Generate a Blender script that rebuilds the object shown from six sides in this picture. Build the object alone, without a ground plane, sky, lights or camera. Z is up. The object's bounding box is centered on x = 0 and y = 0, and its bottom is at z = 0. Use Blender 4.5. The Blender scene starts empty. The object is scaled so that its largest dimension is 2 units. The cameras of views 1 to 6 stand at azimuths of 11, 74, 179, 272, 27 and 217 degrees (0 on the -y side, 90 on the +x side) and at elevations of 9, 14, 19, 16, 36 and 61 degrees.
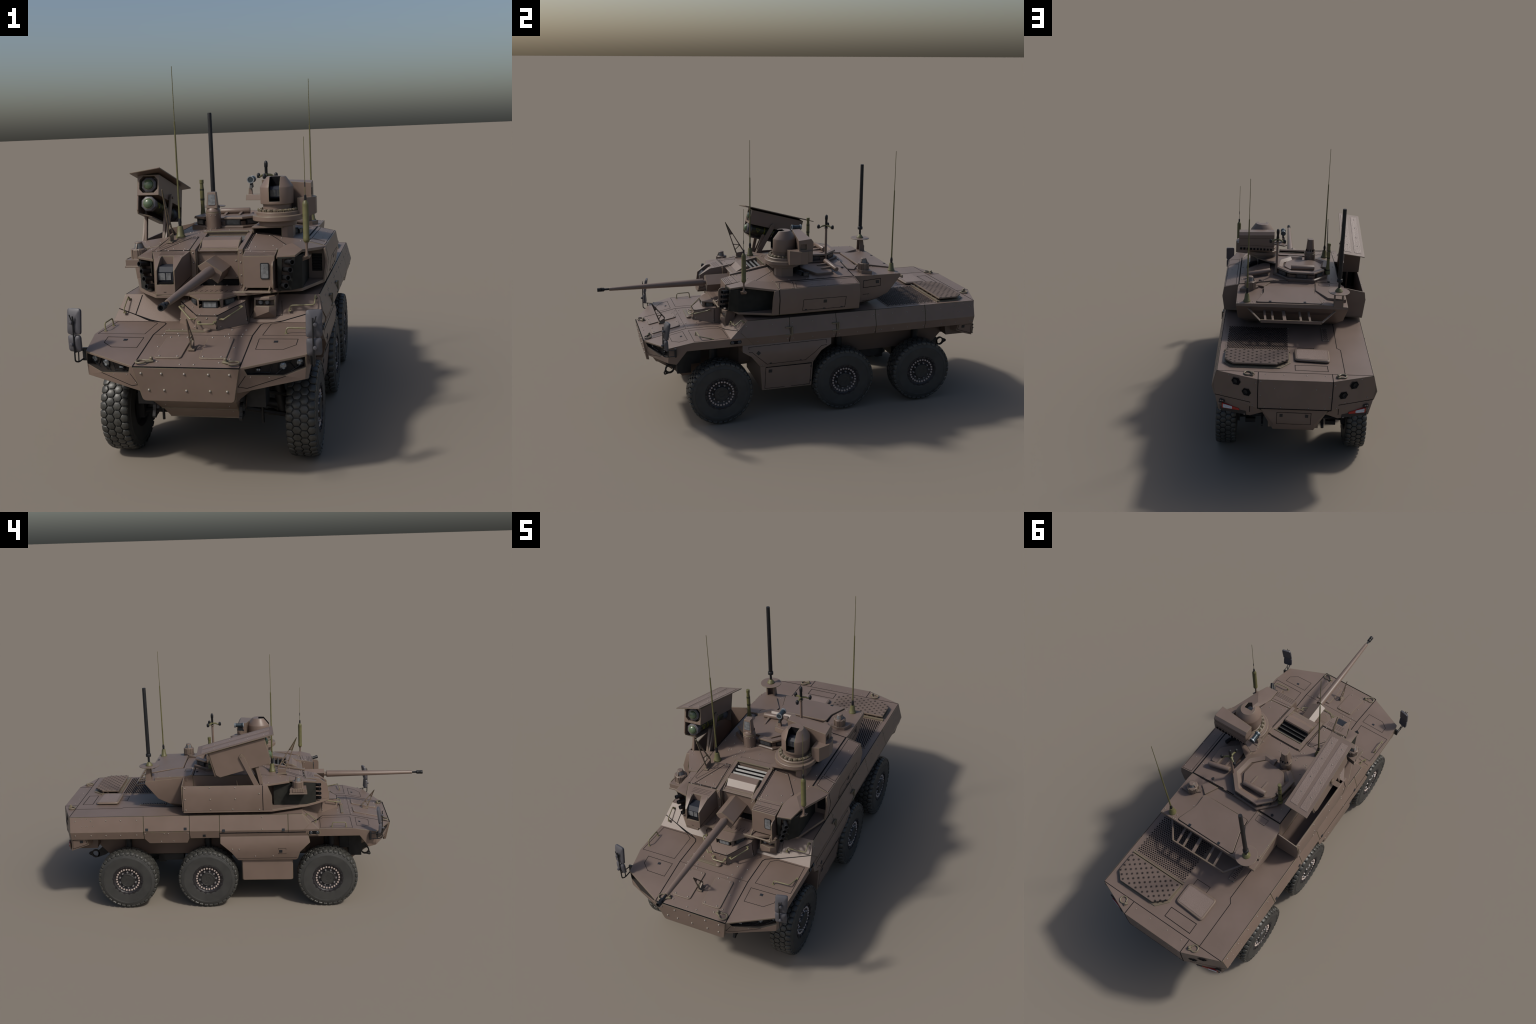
"""Six-wheeled armoured reconnaissance vehicle: hull, turret, gun, missile launcher,
remote sight, aerials, mirrors and wheels, built part by part."""
import bpy, bmesh, math, random
from mathutils import Vector as V, Matrix
from mathutils.bvhtree import BVHTree

random.seed(7)
COL = bpy.context.scene.collection
pi = math.pi

# ------------------------------------------------------------------ materials
def nt(mat):
    mat.use_nodes = True
    t = mat.node_tree
    t.nodes.clear()
    out = t.nodes.new('ShaderNodeOutputMaterial')
    bs = t.nodes.new('ShaderNodeBsdfPrincipled')
    t.links.new(bs.outputs[0], out.inputs[0])
    return t, bs

def simple(name, col, rough=.5, metal=0., noise=0., nscale=60., bump=0., bscale=400., spec=.5, coat=0.):
    m = bpy.data.materials.new(name)
    t, bs = nt(m)
    bs.inputs['Base Color'].default_value = (*col, 1)
    bs.inputs['Roughness'].default_value = rough
    bs.inputs['Metallic'].default_value = metal
    bs.inputs['Specular IOR Level'].default_value = spec
    bs.inputs['Coat Weight'].default_value = coat
    tc = t.nodes.new('ShaderNodeTexCoord')
    if noise:
        n = t.nodes.new('ShaderNodeTexNoise'); n.inputs['Scale'].default_value = nscale
        n.inputs['Detail'].default_value = 4
        t.links.new(tc.outputs['Object'], n.inputs['Vector'])
        r = t.nodes.new('ShaderNodeValToRGB')
        r.color_ramp.elements[0].position = .3; r.color_ramp.elements[1].position = .7
        r.color_ramp.elements[0].color = (*[c*(1-noise) for c in col], 1)
        r.color_ramp.elements[1].color = (*[c*(1+noise) for c in col], 1)
        t.links.new(n.outputs['Fac'], r.inputs['Fac'])
        t.links.new(r.outputs['Color'], bs.inputs['Base Color'])
    if bump:
        n2 = t.nodes.new('ShaderNodeTexNoise'); n2.inputs['Scale'].default_value = bscale
        t.links.new(tc.outputs['Object'], n2.inputs['Vector'])
        b = t.nodes.new('ShaderNodeBump'); b.inputs['Strength'].default_value = bump
        b.inputs['Distance'].default_value = .002
        t.links.new(n2.outputs['Fac'], b.inputs['Height'])
        t.links.new(b.outputs['Normal'], bs.inputs['Normal'])
    return m

def paint(name, col, wear=1., rough=.42, grain=.12, gscale=520., edge=(.15, .142, .062), groove=False):
    """matt vehicle paint: soft mottling, fine grain, edges rubbed to a drab olive"""
    m = bpy.data.materials.new(name)
    t, bs = nt(m)
    L = t.links.new
    tc = t.nodes.new('ShaderNodeTexCoord')
    geo = t.nodes.new('ShaderNodeNewGeometry')
    n1 = t.nodes.new('ShaderNodeTexNoise'); n1.inputs['Scale'].default_value = 9; n1.inputs['Detail'].default_value = 5
    L(geo.outputs['Position'], n1.inputs['Vector'])
    r1 = t.nodes.new('ShaderNodeValToRGB')
    r1.color_ramp.elements[0].position = .3; r1.color_ramp.elements[1].position = .72
    r1.color_ramp.elements[0].color = (col[0]*.93, col[1]*.92, col[2]*.90, 1)
    r1.color_ramp.elements[1].color = (col[0]*1.07, col[1]*1.06, col[2]*1.07, 1)
    L(n1.outputs['Fac'], r1.inputs['Fac'])
    # faces that look up are tinted a little darker and greyer
    sep = t.nodes.new('ShaderNodeSeparateXYZ'); L(geo.outputs['True Normal'], sep.inputs[0])
    up = t.nodes.new('ShaderNodeMapRange'); up.inputs[1].default_value = .6; up.inputs[2].default_value = .98
    L(sep.outputs['Z'], up.inputs[0])
    mx0 = t.nodes.new('ShaderNodeMix'); mx0.data_type = 'RGBA'
    L(up.outputs[0], mx0.inputs['Factor']); L(r1.outputs['Color'], mx0.inputs['A'])
    mx0.blend_type = 'MULTIPLY'; mx0.inputs['B'].default_value = UPTINT
    # worn edges from the difference between rounded and true normal
    bv = t.nodes.new('ShaderNodeBevel'); bv.samples = 6; bv.inputs['Radius'].default_value = .0022
    dt = t.nodes.new('ShaderNodeVectorMath'); dt.operation = 'DOT_PRODUCT'
    L(bv.outputs[0], dt.inputs[0]); L(geo.outputs['Normal'], dt.inputs[1])
    er = t.nodes.new('ShaderNodeMapRange')
    er.inputs[1].default_value = .992; er.inputs[2].default_value = .93
    er.inputs[3].default_value = 0; er.inputs[4].default_value = wear
    L(dt.outputs['Value'], er.inputs[0])
    n3 = t.nodes.new('ShaderNodeTexNoise'); n3.inputs['Scale'].default_value = 24; n3.inputs['Detail'].default_value = 3
    L(geo.outputs['Position'], n3.inputs['Vector'])
    r3 = t.nodes.new('ShaderNodeMapRange'); r3.inputs[1].default_value = .34; r3.inputs[2].default_value = .52
    L(n3.outputs['Fac'], r3.inputs[0])
    mm = t.nodes.new('ShaderNodeMath'); mm.operation = 'MULTIPLY'
    L(er.outputs[0], mm.inputs[0]); L(r3.outputs[0], mm.inputs[1])
    mx = t.nodes.new('ShaderNodeMix'); mx.data_type = 'RGBA'
    L(mm.outputs[0], mx.inputs['Factor']); L(mx0.outputs['Result'], mx.inputs['A'])
    mx.inputs['B'].default_value = (*edge, 1)
    L(mx.outputs['Result'], bs.inputs['Base Color'])
    bs.inputs['Roughness'].default_value = rough
    bs.inputs['Specular IOR Level'].default_value = .45
    n2 = t.nodes.new('ShaderNodeTexNoise'); n2.inputs['Scale'].default_value = gscale; n2.inputs['Detail'].default_value = 2
    L(geo.outputs['Position'], n2.inputs['Vector'])
    b = t.nodes.new('ShaderNodeBump'); b.inputs['Strength'].default_value = grain; b.inputs['Distance'].default_value = .0012
    L(n2.outputs['Fac'], b.inputs['Height']); L(bv.outputs[0], b.inputs['Normal'])
    hgt = b
    if groove:   # pressed ribs on the anti-slip strips
        w = t.nodes.new('ShaderNodeTexWave'); w.wave_type = 'BANDS'; w.bands_direction = 'Y'
        w.inputs['Scale'].default_value = 36
        L(geo.outputs['Position'], w.inputs['Vector'])
        b2 = t.nodes.new('ShaderNodeBump'); b2.inputs['Strength'].default_value = .5; b2.inputs['Distance'].default_value = .002
        L(w.outputs['Fac'], b2.inputs['Height']); L(b.outputs[0], b2.inputs['Normal']); hgt = b2
    L(hgt.outputs['Normal'], bs.inputs['Normal'])
    return m

PAINTCOL = (.157, .1135, .091)
UPTINT = (.90, .91, .925, 1)
M = dict(
    paint=paint('vehicle_paint', PAINTCOL),
    rough=paint('antislip_paint', PAINTCOL, grain=.24, gscale=420, wear=.8),
    gritty=paint('coarse_grit_paint', (.2, .15, .125), grain=1., gscale=210, wear=0.),
    plain=paint('plain_paint', (.150, .110, .088), wear=.3),
    shade=paint('inner_paint', (.10, .07, .056), wear=.3),  # same body paint, base colour darkened for sheltered, shaded parts
    well=simple('lamp_well', (.022, .017, .014), .7),
    gap=simple('panel_gap', (.006, .006, .007), .8, spec=.1),
    black=simple('black_fitting', (.0095, .010, .0115), .5, noise=.3, spec=.35),
    chassis=simple('chassis_black', (.013, .012, .012), .6, noise=.4, nscale=40),
    tarp=simple('dark_housing', (.018, .018, .015), .75, noise=.25, nscale=30, spec=.25),
    latch=simple('latch_steel', (.011, .014, .018), .4, noise=.5, nscale=900),
    bolt=simple('bolt_metal', (.27, .235, .22), .38, metal=.35),
    tyre=simple('tyre_rubber', (.036, .0355, .033), .62, noise=.18, nscale=25, bump=.15, bscale=300),
    tread=simple('tread_rubber', (.042, .0415, .037), .42, noise=.3, nscale=50, bump=.15, bscale=300),
    rim=simple('rim_paint', (.018, .016, .018), .5, noise=.35, nscale=60),
    hub=simple('hub_paint', (.028, .027, .025), .55, noise=.3, nscale=80),
    wheelbolt=simple('wheel_bolt', (.46, .38, .34), .4, metal=.2),
    nut=simple('wheel_nut', (.26, .25, .25), .35, metal=.5),
    olive=simple('aerial_olive', (.098, .092, .034), .5, noise=.15, nscale=40),
    handle=simple('handle_paint', (.165, .148, .08), .45, noise=.25, nscale=60),
    shackle=paint('shackle_paint', (.15, .12, .085), edge=(.15, .145, .07)),
    mirror=simple('mirror_shell', (.068, .066, .075), .5, noise=.08, nscale=30),
    glass=simple('sight_glass', (.012, .014, .017), .08, coat=.5),
    pane=simple('periscope_pane', (.135, .14, .145), .25, noise=.3, nscale=90),
    darkpane=simple('dim_pane', (.035, .038, .042), .2, noise=.35, nscale=90),
    sensor=simple('sensor_block', (.018, .021, .029), .5, noise=.1, spec=.25),
    mirrorpane=simple('mirror_pane', (.07, .07, .085), .5),
    lens=simple('green_lens', (.07, .105, .055), .3, coat=.25),
    lensrim=simple('lens_rim', (.12, .12, .08), .4),
    chrome=simple('lamp_reflector', (.32, .33, .34), .18, metal=.7, noise=.5, nscale=220),
    tube=simple('missile_tube', (.022, .024, .011), .5, noise=.4, nscale=50),
    yellow=simple('yellow_marking', (.17, .17, .01), .6, noise=.5, nscale=200),
    red=simple('red_lamp', (.32, .012, .008), .25),
    white=simple('white_lamp', (.42, .46, .5), .22, noise=.2, nscale=150),
    steel=simple('camera_steel', (.03, .043, .052), .4, metal=.3, noise=.4, nscale=80),
    silver=simple('camera_ring', (.22, .24, .255), .4, metal=.3),
    louvre=simple('louvre_steel', (.055, .055, .053), .4, noise=.3, nscale=120),
    ribbed=paint('ribbed_paint', PAINTCOL, grain=.1, groove=True),
)

# ------------------------------------------------------------------ builders
ROOT = bpy.data.objects.new('armoured_vehicle', None)
COL.objects.link(ROOT)
ROOT['label'] = 'sand-brown six-wheeled armoured vehicle with turret, long gun and missile launcher'
ROOT['category'] = 'armoured vehicle'

def link(name, me, parent):
    o = bpy.data.objects.new(name, me)
    COL.objects.link(o)
    o.parent = parent or ROOT
    return o

def finish(name, bm, mat, parent=None, smooth=28, weld=True):
    if weld:
        bmesh.ops.remove_doubles(bm, verts=bm.verts, dist=1e-6)
    bmesh.ops.recalc_face_normals(bm, faces=bm.faces)
    me = bpy.data.meshes.new(name)
    bm.to_mesh(me); bm.free()
    mats = mat if isinstance(mat, (list, tuple)) else [mat]
    for k in mats:
        me.materials.append(M[k])
    for p in me.polygons:
        p.use_smooth = True
    me.set_sharp_from_angle(angle=math.radians(smooth))
    return link(name, me, parent)

def mir(pts):
    return [V(p) for p in pts] + [V((-p[0], p[1], p[2])) for p in pts]

def add_hull(bm, pts):
    vs = [bm.verts.new(V(p)) for p in pts]
    r = bmesh.ops.convex_hull(bm, input=vs)
    junk = [v for v in r['geom_interior'] if isinstance(v, bmesh.types.BMVert)]
    bmesh.ops.delete(bm, geom=junk, context='VERTS')

def tidy(bm):
    bmesh.ops.dissolve_limit(bm, angle_limit=math.radians(1.2), verts=bm.verts, edges=bm.edges)

def solid(name, pts, mat='paint', parent=None, smooth=28):
    """convex armour block spanned by its corner points"""
    bm = bmesh.new(); add_hull(bm, pts)
    return finish(name, bm, mat, parent, smooth)

def newell(p):
    n = V((0, 0, 0))
    for i, a in enumerate(p):
        b = p[(i+1) % len(p)]
        n += V(((a.y-b.y)*(a.z+b.z), (a.z-b.z)*(a.x+b.x), (a.x-b.x)*(a.y+b.y)))
    return n.normalized()

def add_plate(bm, poly, up, down, n=None, inset=0., mi=0):
    poly = [V(p) for p in poly]
    n = V(n).normalized() if n is not None else newell(poly)
    c = sum(poly, V())/len(poly)
    a = [bm.verts.new(p - n*down) for p in poly]
    b = [bm.verts.new(p + n*up) for p in poly]
    if inset:
        t = []
        for p in poly:
            d = c-p; d -= n*d.dot(n)
            t.append(bm.verts.new(p + n*up + d.normalized()*inset))
        for v in b: v.co -= n*min(inset, up*.6)
        rings = [a, b, t]
    else:
        rings = [a, b]
    k = len(poly)
    for r0, r1 in zip(rings, rings[1:]):
        for i in range(k):
            bm.faces.new((r0[i], r0[(i+1) % k], r1[(i+1) % k], r1[i])).material_index = mi
    bm.faces.new(rings[-1]).material_index = mi
    bm.faces.new(a[::-1]).material_index = mi

def plate(name, poly, up=.003, down=.003, mat='paint', parent=None, n=None, inset=0.):
    bm = bmesh.new(); add_plate(bm, poly, up, down, n, inset)
    return finish(name, bm, mat, parent)

def rounded(poly, r, seg=4):
    """round the corners of a planar polygon"""
    poly = [V(p) for p in poly]; out = []
    for i, p in enumerate(poly):
        a = (poly[i-1]-p); b = (poly[(i+1) % len(poly)]-p)
        rr = min(r, a.length*.45, b.length*.45)
        a = p+a.normalized()*rr; b = p+b.normalized()*rr
        for k in range(seg+1):
            t = k/seg
            out.append(a*(1-t)**2 + p*2*t*(1-t) + b*t*t)
    return out

def add_box(bm, c, s, rot=None, mi=0):
    m = Matrix.Translation(V(c)) @ (rot.to_4x4() if rot else Matrix.Identity(4)) @ Matrix.Diagonal((*s, 1))
    r = bmesh.ops.create_cube(bm, size=1, matrix=m)
    for f in {f for v in r['verts'] for f in v.link_faces}: f.material_index = mi

def box(name, c, s, mat='paint', parent=None, rot=None):
    bm = bmesh.new(); add_box(bm, c, s, rot)
    return finish(name, bm, mat, parent)

def frame_of(d):
    d = V(d).normalized()
    u = d.cross(V((0, 0, 1)))
    if u.length < 1e-3: u = d.cross(V((0, 1, 0)))
    u.normalize()
    return u, d.cross(u).normalized()*-1, d

def add_lathe(bm, prof, c, axis=(0, 0, 1), seg=24, phase=0., mi=0, cap=True):
    """revolve (radius, height) pairs about an axis through c"""
    u, w, d = frame_of(axis); c = V(c)
    if abs(d.z) > .99: u, w = V((1, 0, 0)), V((0, 1, 0))
    rings = []
    for r, h in prof:
        if r < 1e-6:
            rings.append([bm.verts.new(c+d*h)])
        else:
            rings.append([bm.verts.new(c+d*h+(u*math.cos(phase+2*pi*i/seg)+w*math.sin(phase+2*pi*i/seg))*r) for i in range(seg)])
    for a, b in zip(rings, rings[1:]):
        for i in range(seg):
            j = (i+1) % seg
            q = [a[0]] if len(a) == 1 else [a[i], a[j]]
            q += [b[0]] if len(b) == 1 else [b[j], b[i]]
            if len(q) > 2: bm.faces.new(q).material_index = mi
    if cap:
        for r in (rings[0], rings[-1]):
            if len(r) > 2: bm.faces.new(r).material_index = mi

def lathe(name, prof, c, axis=(0, 0, 1), mat='paint', parent=None, seg=24, phase=0., smooth=35):
    bm = bmesh.new(); add_lathe(bm, prof, c, axis, seg, phase)
    return finish(name, bm, mat, parent, smooth)

def arc_path(pts, r, seg=4):
    pts = [V(p) for p in pts]; out = [pts[0]]
    for i in range(1, len(pts)-1):
        p = pts[i]; a = pts[i-1]-p; b = pts[i+1]-p
        rr = min(r, a.length*.45, b.length*.45)
        a = p+a.normalized()*rr; b = p+b.normalized()*rr
        out += [a*(1-t)**2+p*2*t*(1-t)+b*t*t for t in [k/seg for k in range(seg+1)]]
    return out+[pts[-1]]

def add_tube(bm, pts, r, seg=8, closed=False, mi=0):
    pts = [V(p) for p in pts]; n = len(pts); rs = r if isinstance(r, (list, tuple)) else [r]*n
    rings = []; u = None
    for i, p in enumerate(pts):
        a = pts[i-1] if (i or closed) else p
        b = pts[(i+1) % n] if (i < n-1 or closed) else p
        d = (b-a).normalized()
        if u is None: u = frame_of(d)[0]
        u = (u-d*u.dot(d)).normalized(); w = d.cross(u)
        rings.append([bm.verts.new(p+(u*math.cos(2*pi*k/seg)+w*math.sin(2*pi*k/seg))*rs[i]) for k in range(seg)])
    for i in range(n if closed else n-1):
        a, b = rings[i], rings[(i+1) % n]
        for k in range(seg):
            bm.faces.new((a[k], a[(k+1) % seg], b[(k+1) % seg], b[k])).material_index = mi
    if not closed:
        bm.faces.new(rings[0][::-1]).material_index = mi; bm.faces.new(rings[-1]).material_index = mi

def tube(name, pts, r, mat='paint', parent=None, seg=8, closed=False):
    bm = bmesh.new(); add_tube(bm, pts, r, seg, closed)
    return finish(name, bm, mat, parent, 40)

def loft(name, rings, mat='paint', parent=None, smooth=28):
    """skin closed rings of equal length"""
    bm = bmesh.new()
    rs = [[bm.verts.new(V(p)) for p in r] for r in rings]
    k = len(rs[0])
    for a, b in zip(rs, rs[1:]):
        for i in range(k):
            bm.faces.new((a[i], a[(i+1) % k], b[(i+1) % k], b[i]))
    bm.faces.new(rs[0][::-1]); bm.faces.new(rs[-1])
    return finish(name, bm, mat, parent, smooth)

def cut(o, pts_list, mat=None):
    """carve convex pockets out of a part"""
    bm = bmesh.new()
    for pts in pts_list: add_hull(bm, pts)
    bmesh.ops.recalc_face_normals(bm, faces=bm.faces)
    me = bpy.data.meshes.new('pocket'); bm.to_mesh(me); bm.free()
    me.materials.append(M[mat] if mat else o.data.materials[0])
    c = bpy.data.objects.new('pocket', me); COL.objects.link(c)
    md = o.modifiers.new('pocket', 'BOOLEAN'); md.object = c; md.operation = 'DIFFERENCE'; md.solver = 'EXACT'; md.material_mode = 'TRANSFER'
    bpy.context.view_layer.update()
    new = bpy.data.meshes.new_from_object(o.evaluated_get(bpy.context.evaluated_depsgraph_get()))
    o.modifiers.clear(); old = o.data; o.data = new; new.name = o.name
    bpy.data.meshes.remove(old)
    for p in new.polygons: p.use_smooth = True
    new.set_sharp_from_angle(angle=math.radians(28))
    bpy.data.objects.remove(c); bpy.data.meshes.remove(me)
    return o

class Surf:
    """finished skins that seams, bolts and fittings are dropped onto"""
    def __init__(self, objs):
        vs, fs = [], []
        for o in objs:
            k = len(vs); mw = o.matrix_world
            vs += [v.co.copy() for v in o.data.vertices]
            fs += [[k+i for i in p.vertices] for p in o.data.polygons]
        self.t = BVHTree.FromPolygons(vs, fs)
    def hit(self, p, d):
        d = V(d).normalized(); p = V(p)
        h, n, _, _ = self.t.ray_cast(p-d*.25, d)
        if h is None: return None, -d
        if n.dot(d) > 0: n = -n
        return h, n
    def near(self, p):
        h, n, _, _ = self.t.find_nearest(V(p)); return h, n

SEAMS = {}
def seam(surf, pts, d, parent, w=.0022, closed=False, h=.0005, step=.03, key=None):
    """shadow gap between panels: a narrow dark strip laid along the surface"""
    pts = [V(p) for p in pts]; w *= 1.18
    if closed: pts.append(pts[0])
    bm = SEAMS.setdefault((parent, key or 'panel_gap'), bmesh.new())
    for a, b in zip(pts, pts[1:]):
        n = max(1, int((b-a).length/step))
        q = [surf.hit(a.lerp(b, i/n), d) for i in range(n+1)]
        for (p0, n0), (p1, n1) in zip(q, q[1:]):
            if p0 is None or p1 is None or abs((p1-p0).length-(b-a).length/n) > .02: continue
            t = (p1-p0)
            if t.length < 1e-5: continue
            nn = (n0+n1).normalized(); t.normalize()
            s = nn.cross(t).normalized()*w/2
            e = t*w*.4
            lo, hi = [], []
            for p in (p0-e-s, p1+e-s, p1+e+s, p0-e+s):
                lo.append(bm.verts.new(p-nn*.0025)); hi.append(bm.verts.new(p+nn*h))
            bm.faces.new(hi)
            for i in range(4):
                bm.faces.new((lo[i], lo[(i+1) % 4], hi[(i+1) % 4], hi[i]))
def flush_seams():
    for (parent, key), bm in SEAMS.items():
        o = finish(key, bm, 'gap', parent, weld=False); o['kind'] = 'stuff'
    SEAMS.clear()

def bolt_mesh(r):
    bm = bmesh.new()
    add_lathe(bm, [(1.35, -.6), (1.35, .06), (1.0, .08), (.97, .35), (.72, .72), (.35, .9), (0, .95)], (0, 0, 0), seg=10)
    for v in bm.verts: v.co *= r
    for f in bm.faces:
        f.material_index = 1 if f.calc_center_median().z < .12*r else 0
    o = finish('bolt', bm, ['bolt', 'shackle'], None, 50)
    me = o.data; bpy.data.objects.remove(o)
    return me
BOLT = {}
SMALL = {}
COUNT = [0]
def bolt(surf, p, d, parent, r=.0034):
    h, n = surf.hit(p, d); r = round(r*.86, 5)
    if h is None: return
    if r not in BOLT: BOLT[r] = bolt_mesh(r)
    q = V((0, 0, 1)).rotation_difference(n)
    if COUNT[0] < 290 and r >= .0025:
        COUNT[0] += 1
        o = link('bolt', BOLT[r], parent)
        o.location = h; o.rotation_mode = 'QUATERNION'; o.rotation_quaternion = q
    else:
        bm = SMALL.setdefault(parent, bmesh.new())
        tmp = bmesh.new(); tmp.from_mesh(BOLT[r])
        tmp.transform(Matrix.Translation(h) @ q.to_matrix().to_4x4())
        me = bpy.data.meshes.new('t'); tmp.to_mesh(me); tmp.free(); bm.from_mesh(me); bpy.data.meshes.remove(me)
def flush_small():
    for parent, bm in SMALL.items():
        o = finish('rivet', bm, ['bolt', 'shackle'], parent, 50); o['kind'] = 'stuff'
    SMALL.clear()

def latch(surf, p, d, parent, tdir=(1, 0, 0), s=.0085, s2=None):
    """small square quarter-turn latch with two raised bars"""
    h, n = surf.hit(p, d); t = V(tdir); t = (t-n*t.dot(n)).normalized(); w = n.cross(t); s2 = s2 or s
    bm = bmesh.new()
    R = Matrix((t, w, n)).transposed()
    add_box(bm, h+n*.0002, (s, s2, .0024), R)
    for k in (-.22, .22): add_box(bm, h+n*.0014+t*s*k, (s*.16, s2*.6, .0016), R)
    add_box(bm, h+n*.0014, (s*.4, s2*.14, .0014), R)
    return finish('latch', bm, 'latch', parent)

def handle(pts, parent, r=.0026, mat='handle', bend=.008, feet=True):
    bm = bmesh.new(); add_tube(bm, arc_path(pts, bend), r, 8)
    if feet:
        for p in (pts[0], pts[-1]): add_box(bm, p, (.010, .010, .004))
    return finish('grab_handle', bm, mat, parent, 40)

# ================================================================== HULL
HOODZ = lambda y: .449 if y > -.583 else .449-(-.583-y)*.2019

upper = solid('hull', mir([
    (.356, -.314, .528), (.3765, -.402, .448), (.366, -.402, .405), (.356, .925, .528), (.3765, .918, .448),
    (.364, .921, .405), (.168, .997, .528), (.168, .9995, .46), (.166, .9995, .382), (.10, -.402, .405),
    (.20, .975, .395), (.05, .9, .383)]), 'rough', ROOT)
front = solid('front_hull', mir([
    (.167, -.583, .449), (.167, -.395, .449), (.373, -.583, .449), (.3745, -.395, .449), (.167, -.795, .406),
    (.357, -.700, .4243), (.370, -.395, .406), (.369, -.615, .407), (.356, -.664, .337), (.351, -.704, .347),
    (.3585, -.693, .382), (.150, -.779, .322), (.12, -.70, .31), (.17, -.60, .40)]), 'rough', upper)
lamp_n = V((.45, -.89, .02)).normalized()
pocket_front = []
for s in (1, -1):
    poly = [(.180, -.789, .4005), (.352, -.7015, .4175), (.353, -.699, .384), (.289, -.727, .366), (.188, -.781, .381)]
    pp = []
    for p in poly:
        p = V((p[0]*s, p[1], p[2])); n = V((lamp_n.x*s, lamp_n.y, lamp_n.z))
        pp += [p+n*.02, p-n*.020]
    pocket_front.append(pp)
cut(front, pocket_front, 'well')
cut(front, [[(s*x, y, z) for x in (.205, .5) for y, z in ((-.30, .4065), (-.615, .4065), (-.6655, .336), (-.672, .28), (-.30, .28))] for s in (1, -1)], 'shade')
HS = Surf([upper, front])

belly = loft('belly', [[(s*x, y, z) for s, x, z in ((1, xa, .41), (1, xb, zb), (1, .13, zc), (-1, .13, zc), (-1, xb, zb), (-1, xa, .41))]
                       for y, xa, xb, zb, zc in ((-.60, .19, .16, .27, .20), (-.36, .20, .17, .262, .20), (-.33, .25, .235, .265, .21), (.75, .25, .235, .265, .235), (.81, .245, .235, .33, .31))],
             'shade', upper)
keel = solid('nose_keel', mir([(.150, -.768, .330), (.1385, -.735, .2785), (.1385, -.728, .2765), (.19, -.62, .30), (.17, -.60, .40), (.15, -.72, .40)]), 'paint', upper)
for x0, y0, z0, x1, y1, z1 in ((.1355, -.729, .2775, .1285, -.6575, .2265), (.126, -.652, .2255, .1175, -.5995, .1775)):
    solid('keel_plate', mir([(x0, y0, z0), (x1, y1, z1), (x1, y1+.006, z1-.001), (x0+.03, y0+.10, z0+.04), (x1+.015, -.40, z1+.02), (x0, -.40, .30)]), 'paint', keel)
for z, y, x in ((.2255, -.6565, .1275), (.1772, -.5985, .117)):
    box('keel_rib', (0, y, z), (2*x, .005, .004), 'paint', keel)
KS = Surf([o for o in bpy.data.objects if o.name.startswith('keel_plate')])
for x in (-.105, .105):
    for y in (-.70, -.64): bolt(KS, (x, y, .2), (0, .3, 1), keel, .0022)
nose = plate('nose_plate', rounded([(.1665, -.796, .4035), (-.1665, -.796, .4035), (-.1665, -.796, .40), (-.144, -.7785, .2925), (.144, -.7785, .2925), (.1665, -.796, .40)], .012),
             .004, .010, 'paint', upper, n=(0, -.988, .155), inset=.0012)
NS = Surf([nose])
for x in (-.141, -.076, -.004, .071, .136): bolt(NS, (x, -.79, .385), (0, 1, 0), nose, .0044)
for x in (-.121, -.072, -.002, .072, .125): bolt(NS, (x, -.79, .330), (0, 1, 0), nose, .0044)
bm = bmesh.new(); add_box(bm, (0, -.7975, .4055), (.334, .004, .003))
finish('panel_gap', bm, 'gap', nose)

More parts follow.
